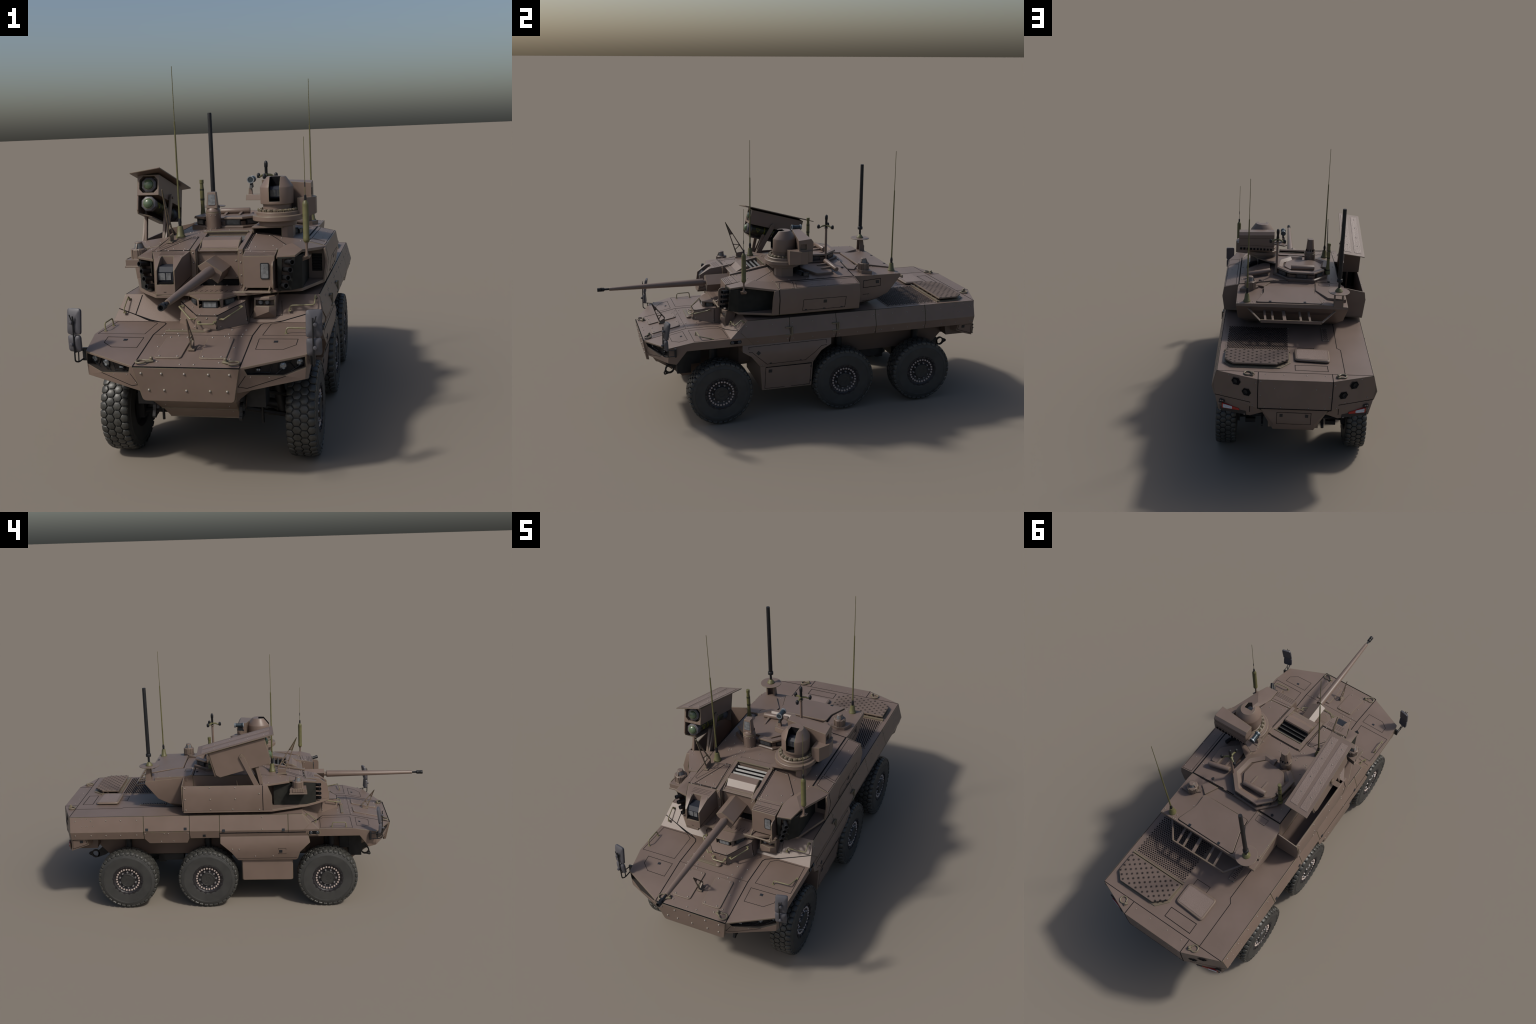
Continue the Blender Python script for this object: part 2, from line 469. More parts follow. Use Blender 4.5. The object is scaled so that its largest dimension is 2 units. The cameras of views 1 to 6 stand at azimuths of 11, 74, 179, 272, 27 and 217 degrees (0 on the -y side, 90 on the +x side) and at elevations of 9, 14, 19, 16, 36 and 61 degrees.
# hood seams and panels
dn = (0, 0, -1)
for s in (1, -1):
    X = lambda pts: [(s*x, y, .45) for x, y in pts]
    seam(HS, X([(.167, -.793), (.167, -.583), (.168, -.44), (.176, -.425), (.19, -.418)]), dn, front, .0032)
    seam(HS, [(s*.19, -.418, .447), (s*.21, -.405, .457), (s*.299, -.381, .477), (s*.366, -.362, .49)], dn, front, .003)
    seam(HS, X([(.363, -.577), (.355, -.409), (.227, -.411), (.202, -.431), (.199, -.577)]), dn, front, .0016, True)
    seam(HS, X([(.318, -.603), (.193, -.605), (.194, -.675), (.281, -.673), (.317, -.642)]), dn, front, .0016, True)
    latch(HS, (s*.250, -.623, .44), dn, front, s=.013, s2=.011)
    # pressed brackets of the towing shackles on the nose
    seam(HS, [(s*.366, -.362, .50), (s*.372, -.335, .47), (s*.368, -.283, .408)], (-s, 0, 0), upper, .0026)
    # lamp surround and corner panel
    nn = (-s*lamp_n.x, -lamp_n.y, 0)
    seam(HS, [(s*.18, -.78, .378), (s*.161, -.79, .344), (s*.185, -.775, .336), (s*.289, -.72, .364)], nn, front, .0014)
    for p in ((.193, -.77, .373), (.245, -.745, .365), (.168, -.785, .350)): bolt(HS, (s*p[0], p[1], p[2]), nn, front, .0018)
    # headlamps
    for k, (p, r) in enumerate((((.285, -.712, .391), .0140), ((.333, -.686, .396), .0135))):
        c = V((s*p[0], p[1], p[2])); ax = V((s*.32, -.94, .02)).normalized()
        bm = bmesh.new()
        add_lathe(bm, [(r*1.1, -.022), (r*1.1, .003), (r*.92, .004), (r*.92, -.001)], c, ax, 20, mi=1, cap=False)
        add_lathe(bm, [(r*.93, -.012), (r*.93, -.001), (r*.7, .002), (0, .004)], c, ax, 20, mi=0)
        for q in range(3):
            a = 2*pi*q/3+.4; u, w, d = frame_of(ax)
            add_lathe(bm, [(r*.3, 0), (r*.3, .0035), (0, .0045)], c+(u*math.cos(a)+w*math.sin(a))*r*.45, ax, 10, mi=2)
        finish('headlamp', bm, ['chrome', 'black', 'silver'], front, 40)
    c = V((s*.215, -.752, .391)); ax = V((s*.3, -.95, 0))
    bm = bmesh.new(); add_box(bm, c, (.014, .014, .011)); add_lathe(bm, [(.0028, 0), (.0028, .009), (0, .010)], c+V((.003, 0, .001)), ax, 8, mi=1); add_lathe(bm, [(.0028, 0), (.0028, .009), (0, .010)], c+V((-.003, 0, .001)), ax, 8, mi=1)
    finish('marker_lamp', bm, ['black', 'silver'], front)
    bm = bmesh.new()
    for p, q in (((.245, -.735, .369), (.255, -.732, .399)), ((.262, -.727, .366), (.31, -.70, .405)), ((.30, -.708, .368), (.36, -.68, .403)), ((.20, -.757, .38), (.25, -.735, .376)), ((.305, -.705, .40), (.32, -.69, .375))):
        add_tube(bm, [(s*p[0], p[1], p[2]), (s*q[0], q[1], q[2])], .0016, 5)
    finish('lamp_bracket', bm, 'black', front)

# covers and bolts on the hood
for s in (1, -1):
    poly = [(s*x, y, HOODZ(y)) for x, y in ((.112, -.603), (.026, -.601), (.028, -.746), (.115, -.746))]
    p = plate('hood_cover', rounded(poly, .012), .005, .002, 'paint', front, n=(0, -.198, .98), inset=.0012)
    ps = Surf([p])
    for x, y in ((.098, -.612), (.042, -.611), (.041, -.737), (.099, -.737)): bolt(ps, (s*x, y, .45), dn, p, .0034)
for x, y in ((.133, -.570), (.133, -.591), (.086, -.570), (.077, -.591), (.085, -.515), (.133, -.516), (.125, -.667), (.022, -.779), (.098, -.764), (.127, -.741)):
    for s in (1, -1):
        bolt(HS, (s*x, y, .45), dn, front, .0033)
seam(HS, [(-.165, -.583, .45), (.165, -.583, .45)], dn, front, .0009)
st = plate('hood_strip', rounded([(.010, -.551, .450), (-.138, -.547, .450), (-.138, -.532, .450), (.010, -.536, .450)], .004), .004, .001, 'shackle', front, n=(0, 0, 1))
lathe('hinge_knob', [(.012, 0), (.012, .008), (.006, .011), (0, .011)], (.004, -.540, .449), mat='paint', parent=front, seg=14)

def shackle(c, b, z, parent):
    """lifting ring lying on the deck with its bolt"""
    c = V((*c, z+.004)); b = V((*b, z+.004)); d = (b-c).normalized(); r = .0165
    a0 = math.atan2(d.y, d.x)
    ring = [c+V((math.cos(a0+.55+k*(2*pi-1.1)/16), math.sin(a0+.55+k*(2*pi-1.1)/16), 0))*r for k in range(17)]
    bm = bmesh.new()
    add_tube(bm, [b+V((-d.y, d.x, 0))*.007+d*.006]+ring[::1]+[b-V((-d.y, d.x, 0))*.007+d*.006], .0034, 8)
    add_box(bm, b+V((0, 0, -.001)), (.012, .018, .008), Matrix.Rotation(a0, 3, 'Z'))
    add_lathe(bm, [(.006, 0), (.006, .010), (.003, .013), (0, .013)], b, seg=10)
    return finish('lifting_ring', bm, 'shackle', parent, 40)
for s in (1, -1):
    shackle((s*.146, -.773), (s*.117, -.762), HOODZ(-.77), front)
    shackle((s*.215, .946), (s*.193, .958), .528, upper)

def lattice(tip, b0, b1, z0, name, parent):
    """thin trussed blade that guards against wires"""
    tip, b0, b1 = V(tip), V(b0), V(b1)
    bm = bmesh.new(); n = (b1-b0).cross(tip-b0).normalized(); t = .0016
    def strip(p, q, w0, w1):
        d = (q-p).normalized(); s = d.cross(n)
        add_plate(bm, [p-s*w0, q-s*w1, q+s*w1, p+s*w0], t, t, n)
    m0, m1 = b0.lerp(tip, .60), b1.lerp(tip, .60)
    strip(b0, tip, .0034, .0016); strip(b1, tip, .0034, .0016)
    strip(m0, m1, .002, .002); strip(b0.lerp(tip, .28), b1.lerp(tip, .22), .0022, .0022); strip(b0.lerp(tip, .10), b1.lerp(tip, .22), .0022, .0022)
    add_plate(bm, [m0, m1, tip], t, t, n)
    lo = V((0, 0, 1))
    add_plate(bm, [b0-(b1-b0)*.02, b1+(b1-b0)*.02, V((b1.x, b1.y, z0)), V((b0.x, b0.y, z0))], .003, .003, n)
    add_box(bm, (tip.x, (b0.y+b1.y)/2, z0+.002), (.022, abs(b1.y-b0.y)*1.3, .005))
    return finish(name, bm, 'paint', parent)
lattice((-.008, -.73, .54), (-.008, -.692, .441), (-.008, -.664, .456), HOODZ(-.68), 'wire_guard', front)

# hood handles, windscreen handles, side lamps
handle([(-.349, -.545, .449), (-.352, -.542, .476), (-.352, -.473, .476), (-.349, -.470, .449)], front)
handle([(.272, -.554, .449), (.274, -.552, .468), (.344, -.548, .466), (.353, -.486, .450)], front)
WZ = lambda y: .448+(y+.417)*.777
handle([(.345, -.329, WZ(-.329)+.004), (.345, -.338, WZ(-.338)+.022), (.345, -.373, WZ(-.373)+.022), (.262, -.376, WZ(-.376)+.022), (.259, -.376, WZ(-.376)+.004)], upper)
handle([(-.336, -.334, WZ(-.334)+.002), (-.338, -.340, WZ(-.34)+.018), (-.340, -.388, WZ(-.388)+.018), (-.338, -.384, WZ(-.384)+.002)], upper, r=.0024)
for s in (1, -1):
    c = V((s*.3705, -.375, .4285))
    bm = bmesh.new()
    add_plate(bm, rounded([c+V((0, y, z)) for y, z in ((-.034, .013), (.034, .013), (.034, -.006), (.026, -.014), (-.026, -.014), (-.034, -.006))], .004), .003, .004, (s, 0, 0), mi=1)
    add_plate(bm, rounded([c+V((s*.003, y, z)) for y, z in ((-.028, .009), (.028, .009), (.028, -.008), (-.028, -.008))], .006), .001, .001, (s, 0, 0), mi=0)
    for y in (-.017, .017): add_lathe(bm, [(.0085, 0), (.0085, .003), (.006, .0055), (0, .006)], c+V((s*.003, y, .0005)), (s, 0, 0), 14, mi=2)
    finish('side_lamp', bm, ['gap', 'paint', 'darkpane'], front, 40)

# ---------------------------------------------------------------- driver's hatch
hatch = solid('driver_hatch', mir([(.034, -.518, .4975), (.034, -.5235, .449), (.113, -.427, .5265), (.122, -.429, .449), (.112, -.33, .548), (.122, -.33, .449)]), 'paint', upper)
DS = Surf([hatch])
seam(DS, [(-.113, -.427, .53), (-.034, -.518, .50), (.034, -.518, .50), (.113, -.427, .53)], dn, hatch, .002)
for s in (1, -1):
    seam(DS, [(s*.034, -.52, .499), (s*.034, -.524, .455)], (0, 1, 0), hatch, .003)
    seam(DS, [(s*.1155, -.427, .52), (s*.1215, -.429, .458)], (-s, .4, 0), hatch, .0022)
    for p in ((.040, -.52, .490), (.116, -.43, .465), (.045, -.51, .458)): bolt(DS, (s*p[0], p[1], p[2]), (-s*.75, .6, 0), hatch, .0028)
    for x, y in ((.026, -.510), (.062, -.465), (.102, -.425)): bolt(DS, (s*x, y, .52), dn, hatch, .0026)
    n = V((s*.72, -.66, .05)).normalized()
    a, b = V((s*.047, -.510, .485)), V((s*.102, -.449, .515))
    handle([a, a+n*.014, b+n*.014, b], hatch, r=.0028, bend=.004)
handle([(-.028, -.523, .479), (-.027, -.538, .474), (.027, -.538, .474), (.028, -.523, .479)], hatch, r=.0028)
bolt(DS, (0, -.52, .489), (0, 1, 0), hatch, .003)
visor = solid('hatch_visor', mir([(.036, -.476, .5440), (.036, -.475, .5398), (.092, -.418, .552), (.092, -.417, .545), (.088, -.345, .566), (.088, -.345, .545)]), 'paint', hatch)
for s in (1, -1):
    solid('visor_leg', [(s*.036, -.4745, .541), (s*.046, -.466, .542), (s*.044, -.463, .505), (s*.038, -.470, .503), (s*.038, -.464, .540), (s*.046, -.458, .541), (s*.044, -.456, .506)], 'paint', hatch)
    solid('visor_leg', [(s*.086, -.424, .548), (s*.092, -.415, .548), (s*.090, -.41, .524), (s*.088, -.418, .524), (s*.084, -.41, .548)], 'paint', hatch)
    bolt(Surf([visor]), (s*.033, -.474, .55), dn, hatch, .0025)
def periscope(c, n, w, h, parent, pane='pane', depth=.014, tilt=0.):
    """glass block in a dark frame looking along n"""
    c = V(c); n = V(n).normalized(); z = V((0, 0, 1)); z = (z-n*z.dot(n)).normalized(); t = z.cross(n)
    R = Matrix((t, z, n)).transposed(); bm = bmesh.new()
    add_box(bm, c-n*depth/2, (w, h, depth), R, 0)
    add_plate(bm, rounded([c+t*a*w*.40+z*b*h*.33 for a, b in ((-1, -1), (1, -1), (1, 1), (-1, 1))], .0015), .0006, .001, n, mi=1)
    return finish('periscope', bm, ['black', pane], parent)
periscope((0, -.4685, .5245), (0, -.99, .12), .054, .027, hatch)
for s in (1, -1): periscope((s*.064, -.440, .531), (s*.75, -.64, .15), .042, .022, hatch, 'darkpane')
solid('visor_core', mir([(.024, -.452, .54), (.024, -.452, .50), (.078, -.40, .545), (.078, -.40, .52), (.078, -.35, .55), (.078, -.35, .52)]), 'black', hatch)

# lamp box on the windscreen
lb = solid('lamp_box', [(.138, -.375, .537), (.193, -.400, .537), (.215, -.383, .538), (.137, -.33, .54), (.215, -.33, .54),
                        (.139, -.400, .489), (.192, -.411, .487), (.214, -.393, .489), (.134, -.397, .462), (.213, -.386, .460), (.137, -.36, .46), (.213, -.36, .46), (.139, -.392, .532)], 'paint', upper)
cut(lb, [[(x, y, z) for x in (.144, .208) for y in (-.425, -.376) for z in (.505, .525)]])
for x in (.160, .183):
    bm = bmesh.new(); add_lathe(bm, [(.0085, -.01), (.0085, .002), (.006, .005), (0, .006)], (x, -.386, .515), (.2, -1, 0), 14)
    add_lathe(bm, [(.0095, -.01), (.0095, .0015), (.0086, .0015)], (x, -.386, .515), (.2, -1, 0), 14, mi=1, cap=False)
    finish('blackout_lamp', bm, ['pane', 'black'], lb, 40)
seam(HS, [(.140, -.34, .54), (.121, -.387, .48), (.233, -.381, .48), (.226, -.335, .54)], dn, upper, .0013)
# panel outline on the left windscreen
seam(HS, [(-.19, -.418, .45), (-.299, -.381, .48), (-.292, -.318, .53)], dn, upper, .003)

# ---------------------------------------------------------------- side armour
def side_panel(s, y0, y1, parent=upper, full=True, d=.003):
    """one bolted panel of the band that runs along the hull side"""
    prof = [(.3585, .5275), (.3795, .448), (.3665, .404)] if full else [(.3585, .5275), (.3792, .4495)]
    y0 += .0012; y1 -= .0012
    out = [(s*x, z) for x, z in prof]; inn = [(s*(x-.006), z) for x, z in prof[::-1]]
    ring = out+inn
    bm = bmesh.new()
    def yy(y, z): return y
    a = [bm.verts.new((x, y0, z)) for x, z in ring]; b = [bm.verts.new((x, y1, z)) for x, z in ring]
    k = len(ring)
    for i in range(k): bm.faces.new((a[i], a[(i+1) % k], b[(i+1) % k], b[i]))
    bm.faces.new(a); bm.faces.new(b)
    return finish('side_panel', bm, 'paint', parent)
def front_side_panel(s, y1):
    """foremost panel, its front edge slanting with the windscreen"""
    z = [(.3585, .5275, -.312), (.3795, .448, -.318), (.3665, .404, -.281)]
    pts = []
    for (x, zz, y0) in ((.3585, .5275, -.313), (.3725, .4755, -.3495), (.3665, .404, -.282), (.3795, .448, -.322)):
        for dx in (0, -.006):
            pts += [(s*(x+dx), y0, zz)]
    for (x, zz) in ((.3585, .5275), (.3795, .448), (.3665, .404)):
        for dx in (0, -.006): pts += [(s*(x+dx), y1-.0012, zz)]
    return solid('side_panel', pts, 'paint', upper)
# dark backing seen in the gaps
R_SEAMS = [-.0995, .145, .360, .638]
L_SEAMS = [-.238, .1245, .284, .529]
panels = {1: [front_side_panel(1, R_SEAMS[0])], -1: [front_side_panel(-1, L_SEAMS[0])]}
for a, b in zip(R_SEAMS, R_SEAMS[1:]+[.9225]): panels[1].append(side_panel(1, a, b))
for i, (a, b) in enumerate(zip(L_SEAMS, L_SEAMS[1:]+[.9225])): panels[-1].append(side_panel(-1, a, b, full=(i != 2)))
for s, ss in ((1, R_SEAMS), (-1, L_SEAMS)):
    for y in ss:
        seam(HS, [(s*.37, y, .527), (s*.37, y, .448), (s*.37, y, .406)], (-s, 0, 0), upper, .0034, h=.0022, step=.1)
    seam(HS, [(s*.3555, y, .54) for y in (-.31, .92)], dn, upper, .0016, step=2)
PS = {s: Surf(panels[s]) for s in (1, -1)}
top_r = [-.321, -.213, -.189, -.114, -.086, .019, .129, .160, .257, .349, .373, .452, .534, .624, .649, .728, .809, .893, .907]
low_r = [-.265, -.187, -.112, -.084, .020, .131, .162, .260, .352, .378, .391, .457, .538, .628, .654, .732, .813, .899, .912]
for y in top_r: bolt(PS[1], (.37, y, .502), (-1, 0, 0), upper, .0030)
for y in low_r: bolt(PS[1], (.37, y, .4225), (-1, 0, 0), upper, .0030)
for y in (.894, .809, .729, .650, .564): bolt(PS[-1], (-.37, y, .508), (1, 0, 0), upper, .0034); bolt(PS[-1], (-.37, y+.003, .429), (1, 0, 0), upper, .0034)
for s in (1, -1):
    for y in (.797, .828, .837, .859):
        for z in (.518, .480): bolt(PS[s], (s*.37, y, z), (-s, 0, 0), upper, .0020)
for z in (.515, .453): bolt(PS[-1], (-.37, -.1015, z), (1, 0, 0), upper, .0034)
for y, z in ((.511, .459), (.306, .461), (.207, .419), (.103, .449), (-.213, .449)): latch(PS[-1], (-.37, y, z), (1, 0, 0), upper, (0, 1, 0), .015, .014)
for y in (-.0995, .145):     # strap hinges on the right
    bm = bmesh.new()
    for z in (.482, .445): add_box(bm, (.3745+(.482-z)*.15, y-.006, z), (.006, .036, .006))
    add_box(bm, (.3795, y+.010, .4635), (.006, .006, .043)); add_box(bm, (.3785, y+.003, .4635), (.004, .005, .032))
    finish('strap_hinge', bm, 'shackle', upper)

def skirt(name, s, rows, depth, parent, mat='paint'):
    """folded side skirt: rows of (z, x, y0, y1) from the top down, closed inboard"""
    bm = bmesh.new()
    o0 = [bm.verts.new((s*x, y0, z)) for z, x, y0, y1 in rows]; o1 = [bm.verts.new((s*x, y1, z)) for z, x, y0, y1 in rows]
    i0 = [bm.verts.new((s*depth, y0, z)) for z, x, y0, y1 in rows]; i1 = [bm.verts.new((s*depth, y1, z)) for z, x, y0, y1 in rows]
    for k in range(len(rows)-1):
        bm.faces.new((o0[k], o0[k+1], o1[k+1], o1[k])); bm.faces.new((i0[k], i1[k], i1[k+1], i0[k+1]))
        bm.faces.new((o0[k], i0[k], i0[k+1], o0[k+1])); bm.faces.new((o1[k], o1[k+1], i1[k+1], i1[k]))
    bm.faces.new((o0[0], o1[0], i1[0], i0[0])); bm.faces.new((o0[-1], i0[-1], i1[-1], o1[-1]))
    return finish(name, bm, mat, parent)
sr = skirt('stowage_locker', 1, [(.405, .3655, -.340, .121), (.3735, .374, -.341, .119), (.345, .3745, -.297, .068), (.279, .3545, -.246, .031)], .24, upper)
SR = Surf([sr])
seam(SR, [(.37, -.309, .395), (.37, .094, .397), (.37, .094, .3705), (.37, .068, .3695), (.37, -.012, .295), (.37, -.213, .293), (.37, -.293, .3685), (.37, -.309, .3695)], (-1, 0, 0), sr, .0016, True)
for y, z in ((-.244, .2895), (-.232, .2895), (.018, .2905), (.028, .2905)): bolt(SR, (.37, y, z), (-1, 0, 0), sr, .0024)
latch(SR, (.37, -.261, .362), (-1, 0, 0), sr, (0, 1, 1), .017)
for y in (-.194, -.038): latch(SR, (.37, y, .297), (-1, 0, 0), sr, (0, 1, 0), .010, .006)
lk = solid('lower_locker', [(.340, -.233, .1465), (.340, .029, .1455), (.3535, -.246, .2785), (.3535, .031, .2785), (.2, -.277, .222), (.2, .05, .222), (.2, -.278, .30), (.2, .06, .30)], 'paint', upper)
LK = Surf([lk])
seam(LK, [(.345, -.116, .1535), (.345, -.219, .1555), (.345, -.217, .272), (.345, .023, .271), (.345, .019, .154), (.345, -.079, .1535)], (-1, 0, 0), lk, .0018)
seam(LK, [(.345, -.217, .2735), (.345, .023, .2735)], (-1, 0, 0), lk, .003)
latch(LK, (.345, -.193, .251), (-1, 0, 0), lk, (0, 1, 0), .018, .017)
for z in (.254, .173): latch(LK, (.345, .0215, z), (-1, 0, 0), lk, (0, 1, 0), .007, .010)
for y in (-.214, -.200): bolt(LK, (.345, y, .150), (-1, 0, 0), lk, .0022)

sl = skirt('side_skirt', -1, [(.4335, .3775, -.330, .124), (.411, .3695, -.345, .1225), (.376, .3795, -.353, .123), (.319, .3695, -.300, .066), (.277, .357, -.288, .039), (.268, .353, -.278, .030)], .24, upper)
SL = Surf([sl])
seam(SL, [(-.37, -.284, .2805), (-.37, .040, .2805)], (1, 0, 0), sl, .0012)
for y, z in ((.060, .340), (.025, .339), (-.061, .294), (-.155, .294)): bolt(SL, (-.37, y, z), (1, 0, 0), sl, .0034)
latch(SL, (-.37, -.197, .324), (1, 0, 0), sl, (0, 1, 0), .017, .016)
seam(SL, [(-.37, y, z) for y, z in ((-.184, .342), (-.225, .342), (-.225, .307), (-.184, .307))], (1, 0, 0), sl, .0010, True)
seam(SL, [(-.37, -.330, .4335), (-.37, .124, .4335)], (1, 0, 0), sl, .003)
fl = skirt('side_flap', -1, [(.4455, .3785, .2855, .5275), (.405, .3665, .2865, .5275), (.3755, .358, .300, .503)], .30, upper)
FL = Surf([fl])
for y, z in ((.521, .436), (.420, .436), (.398, .436), (.293, .436), (.439, .387), (.372, .387)): bolt(FL, (-.37, y, z), (1, 0, 0), fl, .0030)
tank = plate('fuel_tank', rounded([(-.200, -.261, .145), (-.200, .015, .145), (-.200, .015, .285), (-.200, -.261, .285)], .010), .142, .0, 'paint', upper, n=(-1, 0, 0), inset=.006)

# ---------------------------------------------------------------- rear
for s in (1, -1):
    rc = solid('rear_corner_box', [(s*.3635, .9215, .4045), (s*.345, .931, .333), (s*.199, .974, .3315), (s*.199, .986, .4045),
                                   (s*.356, .842, .4045), (s*.347, .838, .366), (s*.199, .80, .4045), (s*.199, .80, .335)], 'paint', upper)
    RS = Surf([rc])
    latch(RS, (s*.36, .872, .388), (-s, 0, 0), rc, (0, 1, 0), .016, .015)
    seam(RS, [(s*.36, .916, .400), (s*.36, .848, .402), (s*.36, .843, .371), (s*.36, .924, .344)], (-s, 0, 0), rc, .0018, True)
    cn = V((s*.36, .93, 0)).normalized()
    seam(HS, [(s*.362, .93, .4055), (s*.201, .99, .4065)], (0, -1, 0), rc, .0026, step=.4)
    seam(Surf([rc, upper]), [(s*.201, .985, .4065), (s*.201, .98, .352)], (0, -1, 0), rc, .0026)
    # tail lamp in its dark recess
    bm = bmesh.new()
    P = lambda x, z, d: V((s*x, .9385+(.345-x)*.262+(.36-z)*.0, z))+cn*d
    add_plate(bm, [P(.336, .356, 0), P(.218, .351, 0), P(.218, .334, 0), P(.336, .3365, 0)], .0010, .004, cn, mi=0)
    add_plate(bm, [P(.345, .377, 0), P(.330, .374, 0), P(.330, .352, 0), P(.340, .338, 0)], .0008, .004, cn, mi=4)
    add_plate(bm, [P(.328, .3755, .001), P(.249, .3600, .001), P(.249, .3520, .001), P(.328, .3505, .001)], .003, .003, cn, mi=1)
    add_plate(bm, rounded([P(.322, .3720, .004), P(.281, .3660, .004), P(.280, .3540, .004), P(.322, .3535, .004)], .003), .0018, .001, cn, mi=2)
    for x, z in ((.341, .371), (.335, .339), (.224, .336)): add_lathe(bm, [(.0028, 0), (.0028, .003), (0, .004)], P(x, z, .001), cn, 8, mi=3)
    add_plate(bm, rounded([P(.342, .392, 0), P(.318, .388, 0), P(.318, .378, 0), P(.342, .381, 0)], .003), .001, .004, cn, mi=0)
    for x in (.335, .327): add_lathe(bm, [(.003, 0), (.003, .003), (0, .004)], P(x, .386, .001), cn, 8, mi=3)
    finish('tail_lamp', bm, ['well', 'red', 'white', 'bolt', 'shade'], rc)
    # exhaust ports
    for x, z in ((.2665, .4965), (.2185, .4535)):
        y = .997-(x-.168)*.385
        c = V((s*x, y+.002, z)); bm = bmesh.new(); cn2 = V((s*.36, .93, .05)).normalized()
        u = V((0, 0, 1)).cross(cn2).normalized()
        hx = [c+u*a*.0225+V((0, 0, b*.0172)) for a, b in ((-1, 0), (-.55, -1), (.55, -1), (1, 0), (.55, 1), (-.55, 1))]
        add_plate(bm, hx, .0005, .004, cn2, mi=0)
        k = 6
        for i in range(6):
            p, q = hx[i], hx[(i+1) % 6]
            add_plate(bm, [p, q, c+(q-c)*1.09, c+(p-c)*1.09], .0014, .003, cn2, mi=1)
        add_lathe(bm, [(.0105, 0), (.0105, .004), (.0085, .004), (.0085, .001), (0, .001)], c-u*s*.004, cn2, 16, mi=2, cap=False)
        finish('exhaust_port', bm, ['gap', 'shade', 'black'], upper)
    seam(HS, [(s*.168, .998, .527), (s*.168, 1., .46), (s*.166, 1., .384)], (0, -1, 0), upper, .0032)
    for x, z in ((.300, .519), (.178, .508), (.334, .423), (.228, .4145), (.190, .392)): bolt(HS, (s*x, .96, z), (0, -1, 0), upper, .0030)
    for x, z in ((.156, .519), (.094, .487), (.156, .450), (.137, .392), (.063, .392)): bolt(HS, (s*x, .99, z), (0, -1, 0), upper, .0030)
    seam(HS, [(s*.168, .929, .53), (s*.168, .995, .53)], dn, upper, .003)
    for x in (.052, .136): bolt(HS, (s*x, .948, .53), dn, upper, .0028)
seam(HS, [(-.354, .925, .53), (.354, .925, .53)], dn, upper, .0026, step=.8)
seam(HS, [(-.165, .99, .384), (.165, .99, .384)], (0, -1, 0), upper, .004, step=.8)
rl = solid('rear_locker', mir([(.158, .992, .386), (.096, .990, .337), (.0935, .962, .258), (.0935, .985, .30), (.096, .80, .37), (.09, .80, .27)]), 'paint', upper)
RLS = Surf([rl])
seam(RLS, [(-.0775, .99, .3615), (.0775, .99, .3615), (.0775, .99, .2995), (-.0775, .99, .2995)], (0, -1, 0), rl, .002, True)
for s in (1, -1):
    latch(RLS, (s*.058, .99, .346), (0, -1, 0), rl, (1, 0, 0), .014, .015)
    solid('rear_sill', [(s*.20, .974, .3315), (s*.14, .985, .358), (s*.166, .995, .384), (s*.2, .984, .395), (s*.14, .86, .335), (s*.2, .86, .335), (s*.2, .86, .395)], 'paint', upper)
    box('step_bracket', (s*.105, .93, .29), (.02, .05, .05), 'paint', rl)

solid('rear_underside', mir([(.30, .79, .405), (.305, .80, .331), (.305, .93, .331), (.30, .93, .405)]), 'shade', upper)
# ---------------------------------------------------------------- rear deck
def dots(name, pts, r, z, mat, parent, seg=6, h=.0006):
    bm = bmesh.new()
    for x, y in pts: add_lathe(bm, [(r, -.001), (r, h)], (x, y, z), seg=seg)
    o = finish(name, bm, mat, parent, weld=False); o['kind'] = 'stuff'; return o
mesh_plate = plate('mesh_panel', [(.0245, .441, .528), (.0245, .716, .528), (.331, .716, .528), (.331, .441, .528)], .004, .001, 'paint', upper)
pts = []
ny = 26; nx = 25
for j in range(ny):
    for i in range(nx):
        x = .034+(i+.5*(j % 2))*.0120; y = .450+j*.0102
        if x < .324: pts.append((x, y))
dots('mesh_hole', pts, .0034, .532, 'gap', mesh_plate)
MP = Surf([mesh_plate])
for y in (.445, .535, .625, .712):
    for x in (.0265, .329): bolt(MP, (x, y, .54), dn, mesh_plate, .0028)
box('mesh_ledge', (.178, .7245, .5325), (.312, .007, .009), 'shackle', upper)
gb = plate('grating_base', [(.331, .731, .528), (.331, .846, .528), (.290, .889, .528), (.070, .888, .528), (.0215, .834, .528), (.0215, .731, .528)], .004, .001, 'shackle', upper)
grate = plate('grating', [(.326, .735, .5455), (.326, .842, .5455), (.286, .882, .5455), (.088, .882, .5455), (.0305, .830, .5455), (.0255, .735, .5455)], .004, .003, 'rough', upper, inset=.001)
bm = bmesh.new()
for x in [.05+.05*k for k in range(6)]:
    for y in (.742, .80, .828): add_box(bm, (x-.01, y, .537), (.012, .008, .014))
finish('grating_leg', bm, 'shade', grate)
pts = []
for i in range(15):
    for j in range(5):
        x = .039+i*.0200; y = .748+(j+.5*(i % 2))*.0305
        if y < .876 and (x-.0255)*.9+(.882-y) > .052 and (.326-x)+(.882-y) > .048: pts.append((x, y))
bm = bmesh.new()
for x, y in pts:
    a = random.uniform(-.1, .1)
    add_box(bm, (x, y, .5492), (.0085, .0085, .0016), Matrix.Rotation(a, 3, 'Z'))
    add_box(bm, (x, y, .5492), (.0125, .004, .0014), Matrix.Rotation(a, 3, 'Z')); add_box(bm, (x, y, .5492), (.004, .0125, .0013), Matrix.Rotation(a, 3, 'Z'))
o = finish('grating_hole', bm, 'gap', grate, weld=False); o['kind'] = 'stuff'
bm = bmesh.new()
xs = .034
